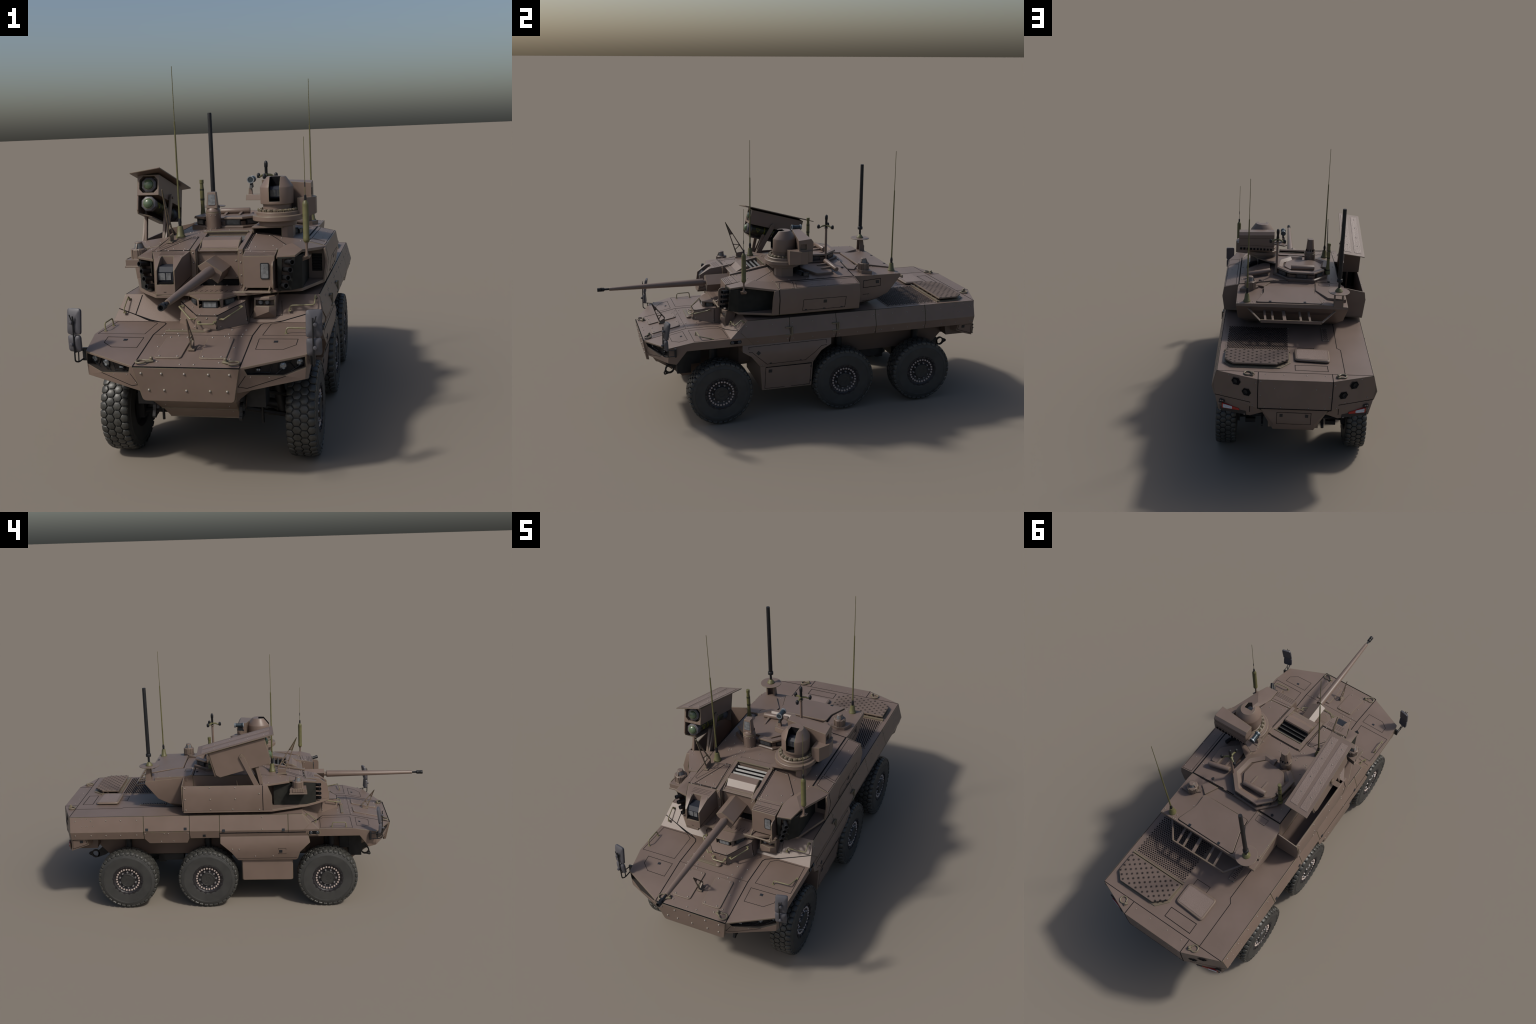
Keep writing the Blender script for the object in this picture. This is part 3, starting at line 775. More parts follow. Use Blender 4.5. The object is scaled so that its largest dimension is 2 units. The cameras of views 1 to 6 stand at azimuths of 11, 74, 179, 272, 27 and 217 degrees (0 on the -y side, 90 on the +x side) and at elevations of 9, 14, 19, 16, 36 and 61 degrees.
while xs < .322:
    yb = min(.878, .882-max(0, .086-xs)*.9, .882-max(0, xs-.284))
    add_box(bm, (xs, (.738+yb)/2, .5494), (.0008, yb-.738, .0012)); xs += .0048
ys = .7395
while ys < .880:
    x0 = .029+max(0, (ys-.83))*1.15; x1 = .324-max(0, ys-.842)
    add_box(bm, ((x0+x1)/2, ys, .5496), (x1-x0, .0008, .0012)); ys += .0048
o = finish('grating_weave', bm, 'gritty', grate, weld=False); o['kind'] = 'stuff'
lid = plate('deck_lid', rounded([(.001, .700, .533), (.001, .815, .533), (-.164, .826, .533), (-.165, .700, .533)], .018, 3), .010, -.001, 'paint', upper, n=(0, 0, 1), inset=.005)
plate('lid_pad', rounded([(-.010, .713, .5425), (-.010, .805, .5425), (-.153, .813, .5425), (-.154, .713, .5425)], .006, 3), .0012, .001, 'gritty', lid, n=(0, 0, 1))
seam(HS, [(0, .847, .53), (0, .8985, .53), (-.151, .901, .53), (-.150, .8465, .53)], dn, upper, .0026, True)
seam(HS, [(-.018, .70, .53), (-.018, .664, .53), (-.095, .664, .53), (-.096, .70, .53)], dn, upper, .0018)
seam(HS, [(-.2265, .925, .53), (-.225, .674, .53), (-.208, .654, .53), (-.208, .30, .53)], dn, upper, .0026)
sg = plate('small_mesh_panel', [(-.143, .434, .528), (-.175, .434, .528), (-.175, .579, .528), (-.142, .579, .528)], .003, .001, 'paint', upper, n=(0, 0, 1))
dots('mesh_hole', [(-.1505-(i+.5*(j % 2))*.0085, .444+j*.0097) for j in range(13) for i in range(3) if -.1505-(i+.5*(j % 2))*.0085 > -.171], .0027, .531, 'gap', sg)
for x in (-.146, -.172):
    for y in (.437, .576): bolt(Surf([sg]), (x, y, .54), dn, sg, .0026)

# ================================================================== TURRET
turret = solid('turret', [
    (-.092, -.112, .7275), (.085, -.112, .7275), (.088, .267, .7225), (-.10, .267, .722), (-.240, -.10, .710), (-.240, .267, .7135),
    (.290, -.151, .694), (.291, .267, .694), (-.094, -.333, .6875), (.09, -.318, .692), (-.240, -.335, .687), (.214, -.314, .6865),
    (-.240, -.335, .552), (.225, -.314, .552), (.291, .267, .55), (-.240, .267, .55), (.29, -.15, .55)], 'paint', ROOT)
cut(turret, [
    [(x, y, z) for x in (-.074, .072) for y, z in ((-.40, .56), (-.309, .56), (-.305, .78), (-.40, .78))],   # gun slot
    [(x, y, z) for x in (-.074, .078) for y in (-.33, -.150) for z in (.700, .80)]])                      # louvre well
TS = Surf([turret])
TR = lambda p, **k: None
plate('turret_floor', [(-.13, -.43, .5505), (.11, -.425, .5505), (.225, -.368, .5505), (.301, -.345, .5505), (.362, -.182, .5505), (.362, .267, .5505), (-.365, .311, .5505), (-.365, -.155, .5505), (-.292, -.338, .5505), (-.252, -.394, .5505), (-.19, -.464, .5505), (-.13, -.464, .5505)],
      .0065, .0045, 'paint', turret, n=(0, 0, 1))
lathe('turret_ring', [(.27, 0), (.27, .024)], (-.01, .0, .5275), mat='gap', parent=turret, seg=48)  # coloured near-black: the shadow beneath the turret is in its material

# gun shield plate in the slot, sill and side frames
gp = plate('gun_shield', [(-.074, -.311, .690), (-.074, -.311, .583), (.072, -.311, .583), (.072, -.311, .690)], .003, .004, 'paint', turret, n=(0, -1, 0))
GS = Surf([gp])
for x in (-.066, .064):
    for z in (.678, .650, .592): bolt(GS, (x, -.32, z), (0, 1, 0), gp, .0030)
box('slot_dark', (0, -.318, .571), (.145, .02, .022), 'gap', turret)
sill = solid('gun_sill', [(x, y, z) for x in (-.108, .1) for y, z in ((-.318, .5625), (-.338, .5625), (-.340, .5585), (-.424, .5568), (-.424, .552), (-.318, .552))], 'paint', turret)
SS = Surf([sill])
for x in (-.060, -.016, .030, .075): bolt(SS, (x, -.329, .5692), (0, .1, -1), sill, .003)
for k in range(10):
    for y in (-.362, -.392): seam(SS, [(-.085+k*.018+.006*(y < -.38), y, .57), (-.089+k*.018+.006*(y < -.38), y-.020, .57)], dn, sill, .0010)
for s, x in ((1, .085), (-1, -.0865)):
    fr = loft('slot_frame', [[(x-.0085, a, b), (x+.0085, a, b), (x+.0085, c, d), (x-.0085, c, d)] for a, b, c, d in
                             ((-.326, .556, -.337, .556), (-.326, .686, -.337, .694), (-.12, .722, -.118, .7345))], 'paint', turret)
    FS = Surf([fr])
    for z in (.682, .647, .601, .568): bolt(FS, (x, -.34, z), (0, 1, 0), fr, .003)
box('well_rim', (.000, -.134, .7275), (.186, .034, .010), 'paint', turret)
box('well_rim', (.000, -.1525, .7325), (.160, .004, .006), 'shackle', turret)
seam(TS, [(-.0995, -.33, .72), (-.0985, -.112, .74), (.092, -.112, .74)], dn, turret, .0024)
seam(TS, [(.0985, -.318, .72), (.0965, -.135, .74)], dn, turret, .0024)
# louvres
bm = bmesh.new(); add_box(bm, (.001, -.2, .702), (.150, .10, .004), mi=1)
for k in range(4): add_box(bm, (.001, -.166-k*.0225, .7140-k*.0025), (.150, .0022, .0090), Matrix.Rotation(-.80, 3, 'X'), mi=0)
finish('cooling_louvre', bm, ['louvre', 'gap'], turret)
cover = loft('gun_cover', [[(-x, y, z), (x, y, z), (x, y+.006, z-.007), (-x, y+.006, z-.007)] for x, y, z in
                           ((.071, -.236, .7250), (.0735, -.268, .7175), (.0738, -.296, .6935), (.074, -.324, .6860))], 'paint', turret, 10)
bm = bmesh.new()
for s in (1, -1): add_hull(bm, [(s*.072, y, z) for y, z in ((-.236, .7250), (-.268, .7175), (-.296, .6935), (-.324, .6860), (-.31, .68), (-.236, .70))]+[(s*.069, y, z) for y, z in ((-.236, .7250), (-.268, .7175), (-.296, .6935), (-.324, .6860), (-.31, .68), (-.236, .70))])
finish('gun_cover_cheek', bm, 'paint', cover)

# ---- left sight box
ls = solid('sight_box', [(-.237, -.337, .6885), (-.098, -.331, .6885), (-.210, -.408, .676), (-.110, -.399, .676), (-.193, -.453, .642), (-.123, -.453, .640),
                         (-.189, -.466, .5575), (-.122, -.461, .5575), (-.216, -.399, .5575), (-.092, -.335, .5575), (-.228, -.335, .5575)], 'paint', turret)
cut(ls, [[(x0, y, z) for x0, y, z in ((-.186, -.385, .70), (-.145, -.385, .70), (-.186, -.385, .592), (-.128, -.50, .60), (-.1265, -.455, .592), (-.186, -.50, .592), (-.186, -.46, .655), (-.1265, -.46, .652), (-.145, -.385, .592))]])
bm = bmesh.new()
add_hull(bm, [(x, y, z) for x in (-.186, -.132) for y, z in ((-.444, .600), (-.446, .634), (-.432, .650), (-.39, .652), (-.39, .600))])
for a, b in ((-.183, -.159), (-.1555, -.139)): add_plate(bm, [(a, -.4462, .606), (b, -.4462, .606), (b, -.4465, .630), (a, -.4465, .630)], .0008, .001, (0, -1, 0), mi=1)
finish('sight_head', bm, ['sensor', 'pane'], ls)
box('sight_floor', (-.157, -.43, .596), (.055, .05, .006), 'gap', ls)
LSS = Surf([ls])
for x, y in ((-.193, -.397), (-.115, -.390)): bolt(LSS, (x, y, .70), dn, ls, .0026)
for k in range(4): seam(LSS, [(-.2, -.375+k*.008, .7), (-.112, -.372+k*.008, .7)], dn, ls, .0007)
seam(LSS, [(-.19, -.47, .5665), (-.12, -.47, .5665)], (0, 1, 0), ls, .0016)
seam(LSS, [(-.12, -.46, .5665), (-.096, -.35, .60)], (-1, 0, 0), ls, .0014)
seam(TS, [(-.236, -.331, .71), (-.1, -.3285, .71)], dn, turret, .0026)

# ---- right sensor box
rb = solid('sensor_box', [(.101, -.322, .692), (.214, -.315, .688), (.103, -.387, .6775), (.215, -.389, .6775), (.104, -.393, .567), (.207, -.393, .567), (.103, -.33, .562), (.207, -.33, .562)], 'paint', turret)
RBS = Surf([rb])
for k in range(4): seam(RBS, [(.106, -.382+k*.0085, .70), (.211, -.382+k*.0085, .70)], dn, rb, .0012)
seam(RBS, [(.102, -.335, .71), (.214, -.328, .71)], dn, rb, .0012)
for p in ((.113, -.327), (.172, -.345), (.222, -.340), (.124, -.345)): bolt(RBS, (p[0], p[1], .71), dn, rb, .0028)
bm = bmesh.new()
q = [(.164, -.3935, .654), (.195, -.3935, .654), (.195, -.3935, .598), (.164, -.3935, .598)]
add_plate(bm, rounded(q, .005), .0012, .002, (0, -1, 0), mi=0)
add_plate(bm, rounded([(.167, -.395, .651), (.192, -.395, .651), (.192, -.395, .601), (.167, -.395, .601)], .004), .0006, .001, (0, -1, 0), mi=1)
finish('camera_window', bm, ['black', 'pane'], rb)
plate('side_blade', rounded([(.2115, -.378, .567), (.2115, -.425, .567), (.2115, -.428, .585), (.2115, -.425, .600), (.2115, -.425, .650), (.2115, -.415, .662), (.2115, -.378, .662)], .006), .0025, .0025, 'paint', rb, n=(1, 0, 0))
bm = bmesh.new(); add_tube(bm, [(.070, -.4195, .557), (.203, -.4215, .557)], .0040, 8)
for x in (.106, .196): add_tube(bm, [(x, -.42, .557), (x, -.392, .570)], .0036, 8)
finish('foot_rail', bm, 'paint', rb, 40)
solid('box_bracket', [(.2, -.405, .552), (.232, -.38, .552), (.2, -.385, .568), (.232, -.365, .556), (.2, -.36, .552)], 'paint', rb)

# ---- cheeks with the grenade launchers
def slab(name, pts, t, mat, parent):
    return solid(name, pts+[(x, y, z-t) for x, y, z in pts], mat, parent)
slab('cheek_roof', [(.2205, -.386, .675), (.284, -.379, .678), (.302, -.320, .6885), (.259, -.257, .7015), (.2165, -.316, .687), (.232, -.262, .6955)], .008, 'paint', turret)
slab('cheek_roof', [(.302, -.320, .6885), (.259, -.257, .7015), (.366, -.156, .6745), (.286, -.151, .694), (.232, -.262, .6955)], .010, 'paint', turret)
cl = slab('cheek_roof', [(-.216, -.398, .6705), (-.273, -.391, .679), (-.273, -.251, .6875), (-.2375, -.251, .6975), (-.2375, -.335, .688)], .008, 'paint', turret)
cl2 = slab('cheek_roof', [(-.287, -.2505, .688), (-.364, -.108, .6925), (-.2375, -.10, .7105), (-.2375, -.2505, .6978)], .010, 'paint', turret)
CS = Surf([cl, cl2])
seam(CS, [(-.2385, -.330, .72), (-.2175, -.394, .72)], dn, turret, .003)
for x, y in ((-.252, -.12), (-.25, -.30), (-.34, -.115), (-.328, -.140), (-.282, -.235), (-.25, -.2)): bolt(CS, (x, y, .72), dn, cl, .0028)
for s in (1, -1):
    if s > 0: top, low = [(.224, -.391), (.284, -.379), (.303, -.345), (.303, -.158), (.23, -.158)], [(.225, -.392), (.268, -.385), (.302, -.343), (.302, -.158), (.23, -.158)]
    else: top, low = [(.224, -.391), (.271, -.389), (.274, -.345), (.285, -.165), (.23, -.165)], [(.225, -.392), (.248, -.391), (.286, -.338), (.29, -.165), (.23, -.165)]
    hs = solid('launcher_housing', [(s*x, y, .672) for x, y in top]+[(s*x, y, .557) for x, y in low], 'tarp', turret)
    ax = V((s*.50, -.85, .12)).normalized()
    k = 0 if s > 0 else -.010
    cut(hs, [[(s*(x+k), y, z) for x, y, z in ((.240, -.42, .667), (.281, -.42, .667), (.262, -.42, .565), (.234, -.42, .565), (.240, -.372, .667), (.270, -.362, .667), (.252, -.372, .565), (.234, -.374, .565))]], 'shade')
    for x, y, z in ((.280, -.420, .660), (.2725, -.421, .634), (.265, -.422, .607), (.257, -.4225, .580)):
        if s < 0: x -= .017; y += .006; z -= .003
        bm = bmesh.new(); c = V((s*x, y, z))
        add_lathe(bm, [(.0085, -.055), (.0085, -.012), (.0094, -.010), (.0094, 0), (.0074, 0), (.0074, -.02), (0, -.02)], c, ax, 16)
        finish('grenade_tube', bm, 'black', hs, 40)
# vent panel at the back of the right cheek
gv = solid('cheek_bulkhead', [(x, y, z) for x in (.30, .364) for y in (-.158, -.15) for z in (.552, .675)], 'paint', turret)
bm = bmesh.new(); add_box(bm, (.333, -.1585, .6155), (.037, .002, .064), mi=0)
for k in range(10): add_box(bm, (.333, -.1600, .589+k*.0059), (.035-.006*(k % 2), .003, .002), mi=1)
finish('intake_vent', bm, ['gap', 'black'], gv)

# ---- right stowage box
rs = loft('turret_side_box', [[(x, y, z) for x, z in ((.2915, .6935), (.3655, .676), (.375, .625), (.3635, .548), (.2915, .548))] for y in (-.153, .2675)], 'paint', turret)
loft('turret_side_box', [[(.366, -.1545, .675), (.375, -.1545, .625), (.3635, -.1545, .549), (.356, -.1545, .549), (.367, -.1545, .625), (.358, -.1545, .675)],
                         [(.366, -.178, .669), (.3745, -.188, .625), (.3625, -.190, .549), (.356, -.190, .549), (.367, -.188, .625), (.358, -.178, .669)]], 'paint', turret)
RSS = Surf([rs])
seam(RSS, [(.3655, -.1525, .674), (.376, -.1525, .625), (.3635, -.1525, .55)], (-1, 0, 0), rs, .003, step=.02)
seam(RSS, [(.302, -.135, .71), (.302, -.066, .71), (.3625, -.076, .71), (.3605, -.150, .71)], dn, rs, .0016, True)
seam(RSS, [(.304, -.052, .71), (.304, .262, .71), (.3605, .262, .71), (.3605, -.062, .71)], dn, rs, .0016, True)
for x, y in ((.307, -.13), (.357, -.145), (.358, -.086), (.307, -.073), (.31, -.055), (.358, -.070), (.337, .024), (.360, .089), (.310, .104), (.337, .178), (.310, .252), (.358, .245)): bolt(RSS, (x, y, .70), dn, rs, .0026)
Y = lambda px, z: 0
lr = [(-.005, .622), (.208, .614), (.203, .552), (-.008, .560)]
seam(RSS, [(.372, -.03, .6175), (.372, .193, .6175), (.372, .190, .560), (.372, -.033, .560)], (-1, 0, 0), rs, .0018, True)
latch(RSS, (.372, .083, .601), (-1, 0, 0), rs, (0, 1, 0), .017, .016)
for y in (-.016, .080, .172): latch(RSS, (.372, y, .562), (-1, 0, 0), rs, (0, 1, 0), .012, .007)

# ---- left missile bay
bay = []
bo = solid('bay_wall', [(x, y, z) for y in (-.109, .311) for x, z in ((-.3645, .692), (-.359, .692), (-.376, .65), (-.3705, .65), (-.3655, .555), (-.360, .555))], 'paint', turret)
bo.data.update()
bf = solid('bay_nose', [(-.3645, -.109, .6915), (-.3755, -.109, .65), (-.3655, -.109, .555), (-.3645, -.132, .690), (-.3755, -.156, .632), (-.3655, -.158, .555),
                        (-.345, -.109, .6915), (-.345, -.109, .555), (-.345, -.132, .69), (-.35, -.156, .632), (-.345, -.158, .555)], 'paint', turret)
plate('bay_end', [(-.369, .311, .6925), (-.262, .311, .7125), (-.25, .311, .70), (-.25, .311, .556), (-.3655, .311, .556), (-.3755, .311, .65)], .005, .0, 'paint', turret, n=(0, 1, 0))
solid('bay_bulkhead', [(x, y, z) for x in (-.362, -.24) for y in (-.109, -.115) for z in (.553, .686)], 'tarp', turret)  # blackened so the bay's shading is baked into this wall
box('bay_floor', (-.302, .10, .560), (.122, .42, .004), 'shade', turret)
BS = Surf([bo, bf])
for y, z in ((.298, .682), (.167, .682), (.036, .682), (-.090, .651), (.298, .622), (.167, .622), (.035, .622), (.298, .562), (.167, .562), (.051, .563), (-.090, .560)): bolt(BS, (-.37, y, z), (1, 0, 0), bo, .0036)
seam(BS, [(-.37, -.109, .690), (-.37, -.109, .65), (-.37, -.109, .556)], (1, 0, 0), bo, .003)
seam(BS, [(-.37, .3095, .690), (-.37, .3095, .65), (-.37, .3095, .556)], (1, 0, 0), bo, .002)
tube('bay_strut', [(-.30, .03, .70), (-.30, .015, .58)], .004, 'shade', turret)

# ---- roof panels, bolts
seam(TS, [(.2165, -.312, .70), (.233, -.292, .70), (.290, -.152, .70)], dn, turret, .003)
seam(TS, [(.2895, -.15, .70), (.2895, .266, .70)], dn, turret, .005, step=.1)
seam(TS, [(-.2375, -.334, .70), (-.2375, .266, .72)], dn, turret, .0036)
seam(TS, [(-.212, -.325, .70), (-.128, -.172, .72), (-.108, -.172, .72), (-.1035, -.325, .70)], dn, turret, .0026, True)
for x, y in ((-.194, -.318), (-.167, -.305), (-.160, -.253), (-.124, -.305), (-.109, -.318), (-.112, -.251), (-.116, -.176), (-.131, -.178), (-.180, -.328), (-.123, -.328), (-.224, -.330)): bolt(TS, (x, y, .72), dn, turret, .003)
seam(TS, [(.1035, -.318, .70), (.1015, -.140, .73), (.164, -.135, .72), (.235, -.239, .70), (.218, -.314, .70)], dn, turret, .0026)
for x, y in ((.108, -.142), (.158, -.142), (.2265, -.244), (.210, -.306), (.107, -.242), (.132, -.293), (.191, -.269), (.113, -.308), (.203, -.157), (.275, -.162), (.252, -.221), (.232, -.08), (.277, -.077), (.278, .015), (.278, .107), (.276, .198)): bolt(TS, (x, y, .73), dn, turret, .003)
for x, y in ((.083, -.103), (.085, -.062), (.085, -.017), (.005, -.102), (-.044, -.102), (-.014, -.060), (-.088, -.077), (-.088, -.063), (-.111, -.109), (-.121, -.120), (-.110, -.078), (-.110, -.063), (-.158, -.062), (-.167, -.072), (-.171, -.060), (-.131, -.001), (-.169, -.012), (.106, .258), (.043, .260), (.222, .258), (.168, .258), (.158, .257), (-.103, .258), (-.200, .20), (-.225, .255), (-.2, .05), (-.222, .0)):
    bolt(TS, (x, y, .74), dn, turret, .0028)
lathe('drain_plug', [(.007, -.002), (.007, .003), (.004, .004), (0, .002)], TS.hit((.178, .243, .72), dn)[0], mat='black', parent=turret, seg=12)
lathe('drain_plug', [(.007, -.002), (.007, .003), (.004, .004), (0, .002)], TS.hit((-.182, .250, .72), dn)[0], mat='black', parent=turret, seg=12)
seam(TS, [(-.212, -.20, .70), (-.228, -.288, .70), (-.216, -.296, .70), (-.165, -.215, .71)], dn, turret, .0014)

# ================================================================== BUSTLE
bustle = solid('bustle', [
    (-.240, .268, .7145), (.0, .268, .7165), (.290, .268, .6935), (-.258, .300, .7100), (.293, .300, .6925), (-.264, .523, .690), (.292, .523, .690), (-.264, .524, .678), (.292, .524, .678), (-.14, .523, .6985), (.15, .523, .6945),
    (-.250, .459, .590), (.284, .459, .590), (-.212, .380, .5355), (.235, .392, .5375), (-.220, .317, .532), (.262, .317, .535), (-.240, .268, .545), (.288, .268, .545), (.278, .40, .56), (-.245, .40, .56), (-.258, .33, .62), (.29, .33, .62)], 'paint', turret)
US = Surf([bustle])
box('panel_gap', (.025, .2675, .620), (.52, .004, .140), 'gap', bustle)
seam(TS, [(-.235, .2645, .74), (.288, .2645, .74)], dn, turret, .0042)
bl = plate('bustle_lid', rounded([(.194, .511, .6965), (.158, .411, .7065), (.158, .338, .7140), (-.098, .336, .7160), (-.101, .400, .7100), (-.136, .515, .6990)], .012, 3), .0035, .004, 'rough', bustle, n=(0, .09, .995), inset=.0012)
BLS = Surf([bl]); UBS = Surf([bl, bustle])
seam(UBS, rounded([(.1955, .5115, .8), (.159, .4115, .8), (.159, .3365, .8), (-.099, .3345, .8), (-.102, .4005, .8), (-.137, .5155, .8)], .014, 3), dn, bustle, .0036, True)
solid('bustle_step', [(x, y, z) for x, y, z in ((-.111, .273, .7215), (-.108, .368, .7145), (-.166, .461, .7125), (-.257, .470, .7100), (-.258, .30, .7155), (-.240, .273, .7185))]+[(x, y, .69) for x, y in ((-.111, .273), (-.108, .369), (-.166, .463), (-.258, .472), (-.259, .30), (-.240, .273))], 'paint', bustle)
BT = Surf([bpy.data.objects['bustle_step']])
seam(BT, [(-.128, .285, .73), (-.185, .285, .73), (-.181, .318, .73), (-.128, .316, .73)], dn, bustle, .0012, True)
for x, y in ((-.132, .281), (-.178, .314), (-.252, .455), (-.254, .39), (-.12, .281)): bolt(BT, (x, y, .73), dn, bustle, .0028)
for x, y in ((.283, .498), (.283, .517), (.210, .496), (.219, .516), (.205, .516), (.171, .413), (-.141, .516), (-.143, .488), (-.147, .470), (.285, .380), (.284, .30)): bolt(US, (x, y, .72), dn, bustle, .0028)
for x in (.124, -.049): latch(BLS, (x, .506, .73), dn, bustle, (1, 0, 0), .013, .012)
solid('bustle_wedge', [(.125, .271, .7135), (.159, .336, .714), (.205, .300, .706), (.19, .271, .706), (.125, .271, .705), (.159, .336, .705), (.205, .30, .70), (.19, .271, .70)], 'paint', bustle)
seam(US, [(.29, .318, .665), (.29, .413, .672), (.29, .413, .632), (.29, .318, .628)], (-1, 0, 0), bustle, .0022, True)
latch(US, (.29, .396, .655), (-1, 0, 0), bustle, (0, 1, 0), .017, .016)
seam(US, [(.28, .318, .592), (.28, .352, .592), (.28, .352, .557), (.28, .318, .556)], (-1, 0, 0), bustle, .0018)
for z in (.588, .562): bolt(US, (.28, .347, z), (-1, 0, 0), bustle, .0024)
# rear rack under the bustle edge
bm = bmesh.new()
bar = lambda a, b, w, h: add_tube(bm, [a, b], w, 4)
A0, A1 = V((.168, .596, .633)), V((-.132, .594, .633))
def strut(p, q, w, t):
    p, q = V(p), V(q); d = (q-p).normalized(); n = d.cross(V((1, 0, 0)) if abs(d.x) < .8 else V((0, 0, 1))).normalized(); s = d.cross(n)
    add_plate(bm, [p-s*w, q-s*w, q+s*w, p+s*w], t, t, n)
strut(A0, A1, .0075, .003)
for x, w in ((.150, .0045), (.113, .0045), (.055, .007), (-.025, .0045), (-.070, .0045)):
    strut((x-.006, .595, .634), (x+.002, .500, .652), w*1.2, .0025)
strut(A0, (.235, .508, .664), .004, .0025); strut(A1, (-.205, .508, .664), .004, .0025)
rack = finish('stowage_rack', bm, 'paint', bustle)
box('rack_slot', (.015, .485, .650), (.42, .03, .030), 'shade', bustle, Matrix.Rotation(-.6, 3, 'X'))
for k in range(6):
    pass

# ================================================================== GUN
G = V((.003, 0, .637))
gun = loft('gun', [[(x, y, z) for x, z in ((-.012, .6705), (.0435, .6315), (.026, .593), (-.036, .6425), (-.0415, .6545))] for y in (-.312, -.446)], 'paint', turret)
bm = bmesh.new()
add_lathe(bm, [(.0115, .444), (.0115, .462)], G, (0, -1, 0), 16)
add_lathe(bm, [(.0188, .460), (.0192, .462), (.0096, .939), (.009, .9405), (.006, .9405)], G, (0, -1, 0), 8)
barrel = finish('barrel', bm, 'paint', gun, 60)
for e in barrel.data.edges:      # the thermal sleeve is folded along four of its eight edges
    a, b = [barrel.data.vertices[i].co for i in e.vertices]
    if abs(a.y-b.y) > .3 and min(abs(a.x-G.x), abs(a.z-G.z)) < .002: e.use_edge_sharp = True
bm = bmesh.new()
add_lathe(bm, [(.0052, .935), (.0052, .962), (.0066, .964), (.0066, .982), (.0058, .984)], G, (0, -1, 0), 14)
for k in range(6):
    a = k*pi/3; add_box(bm, G+V((math.cos(a)*.0078, -.983, math.sin(a)*.0078)), (.004, .016, .003), Matrix.Rotation(-a, 3, 'Y'))
add_lathe(bm, [(.0060, .986), (.0098, .986), (.0102, .993), (.0098, .9995), (.0066, .9995), (.0062, .988)], G, (0, -1, 0), 18)
add_lathe(bm, [(.0060, .9655), (.0098, .967), (.0100, .977), (.006, .979)], G, (0, -1, 0), 18)
finish('muzzle_brake', bm, 'black', gun, 40)

# ================================================================== CUPOLA (commander) AND HATCHES
outer = [(.025, -.002), (.091, .064), (.103, .178), (.028, .261), (-.103, .266), (-.168, .198), (-.187, .062), (-.129, .012)]
cc = V((-.040, .133))
def ring8(k, z, d=0.):
    r = []
    for x, y in outer:
        v = V((x, y))-cc; L = v.length; v = v*(k) - v.normalized()*d
        r.append((cc.x+v.x, cc.y+v.y, z))
    return r
cup = loft('cupola_base', [ring8(1.06, .700), ring8(1.06, .7325), ring8(1.02, .7365), ring8(.9, .7365)], 'shade', turret)
loft('cupola_wall', [ring8(.93, .73), ring8(.93, .7525)], 'shade', cup)
def ring_segment(idx, gap0=0., gap1=0.):
    bm = bmesh.new()
    secs = []
    o = [V(p) for p in ring8(1.0, .7635)]; t = [V(p) for p in ring8(.985, .7700)]; m = [V(p) for p in ring8(.84, .7715)]; i = [V(p) for p in ring8(.72, .758)]; b = [V(p) for p in ring8(.72, .750)]; ob = [V(p) for p in ring8(.995, .7610)]
    for n, k in enumerate(idx):
        sec = [ob[k], o[k], t[k], m[k], i[k], b[k]]
        secs.append(sec)
    if gap0: secs[0] = [a.lerp(b2, gap0) for a, b2 in zip(secs[0], secs[1])]
    if gap1: secs[-1] = [a.lerp(b2, gap1) for a, b2 in zip(secs[-1], secs[-2])]
    vs = [[bm.verts.new(p) for p in s] for s in secs]
    for a, c in zip(vs, vs[1:]):
        for j in range(6): bm.faces.new((a[j], a[(j+1) % 6], c[(j+1) % 6], c[j]))
    bm.faces.new(vs[0]); bm.faces.new(vs[-1][::-1])
    return finish('cupola_ring', bm, 'paint', cup)
ring_segment([7, 0, 1, 2, 3, 4, 5], .52, .12)
ring_segment([5, 6, 7], .22, .12)
hz = .764
hp = [(-.005, .040), (.037, .086), (.045, .151), (.015, .199), (-.104, .205), (-.142, .184), (-.153, .110), (-.107, .048)]
ch = plate('cupola_hatch', rounded([(-.054+(x+.054)*1.07, .125+(y-.125)*1.06, .757) for x, y in hp], .012, 3), .006, .016, 'rough', cup, n=(0, 0, 1), inset=.002)
def hinge_bar(a, b, r, parent):
    a, b = V(a), V(b); d = b-a
    bm = bmesh.new(); add_lathe(bm, [(r*.9, 0), (r, .002), (r, d.length-.002), (r*.9, d.length)], a, d, 12)
    return finish('hinge_bar', bm, 'paint', parent, 40)
hinge_bar((.017, .201, .774), (-.106, .193, .774), .0128, ch)
for x in (-.016, -.077):
    solid('hinge_arm', [(x+dx, y, z) for dx in (-.005, .005) for y, z in ((.19, .763), (.19, .773), (.133, .763), (.133, .766))], 'paint', ch)
for k in (0, 1, 2, 3, 4, 5, 6, 7):
    a = V(ring8(.955, .749)[k]); b = V(ring8(.955, .749)[(k+1) % 8])
    L = (b-a).length; n = V(((b-a).y, -(b-a).x, 0)).normalized(); mid = (a+b)/2
    if k in (7,): mid = a.lerp(b, .75)
    if k == 5: mid = a.lerp(b, .62)
    periscope(mid+n*.004, n, min(.062, L*.55), .024, cup, 'darkpane', .012)

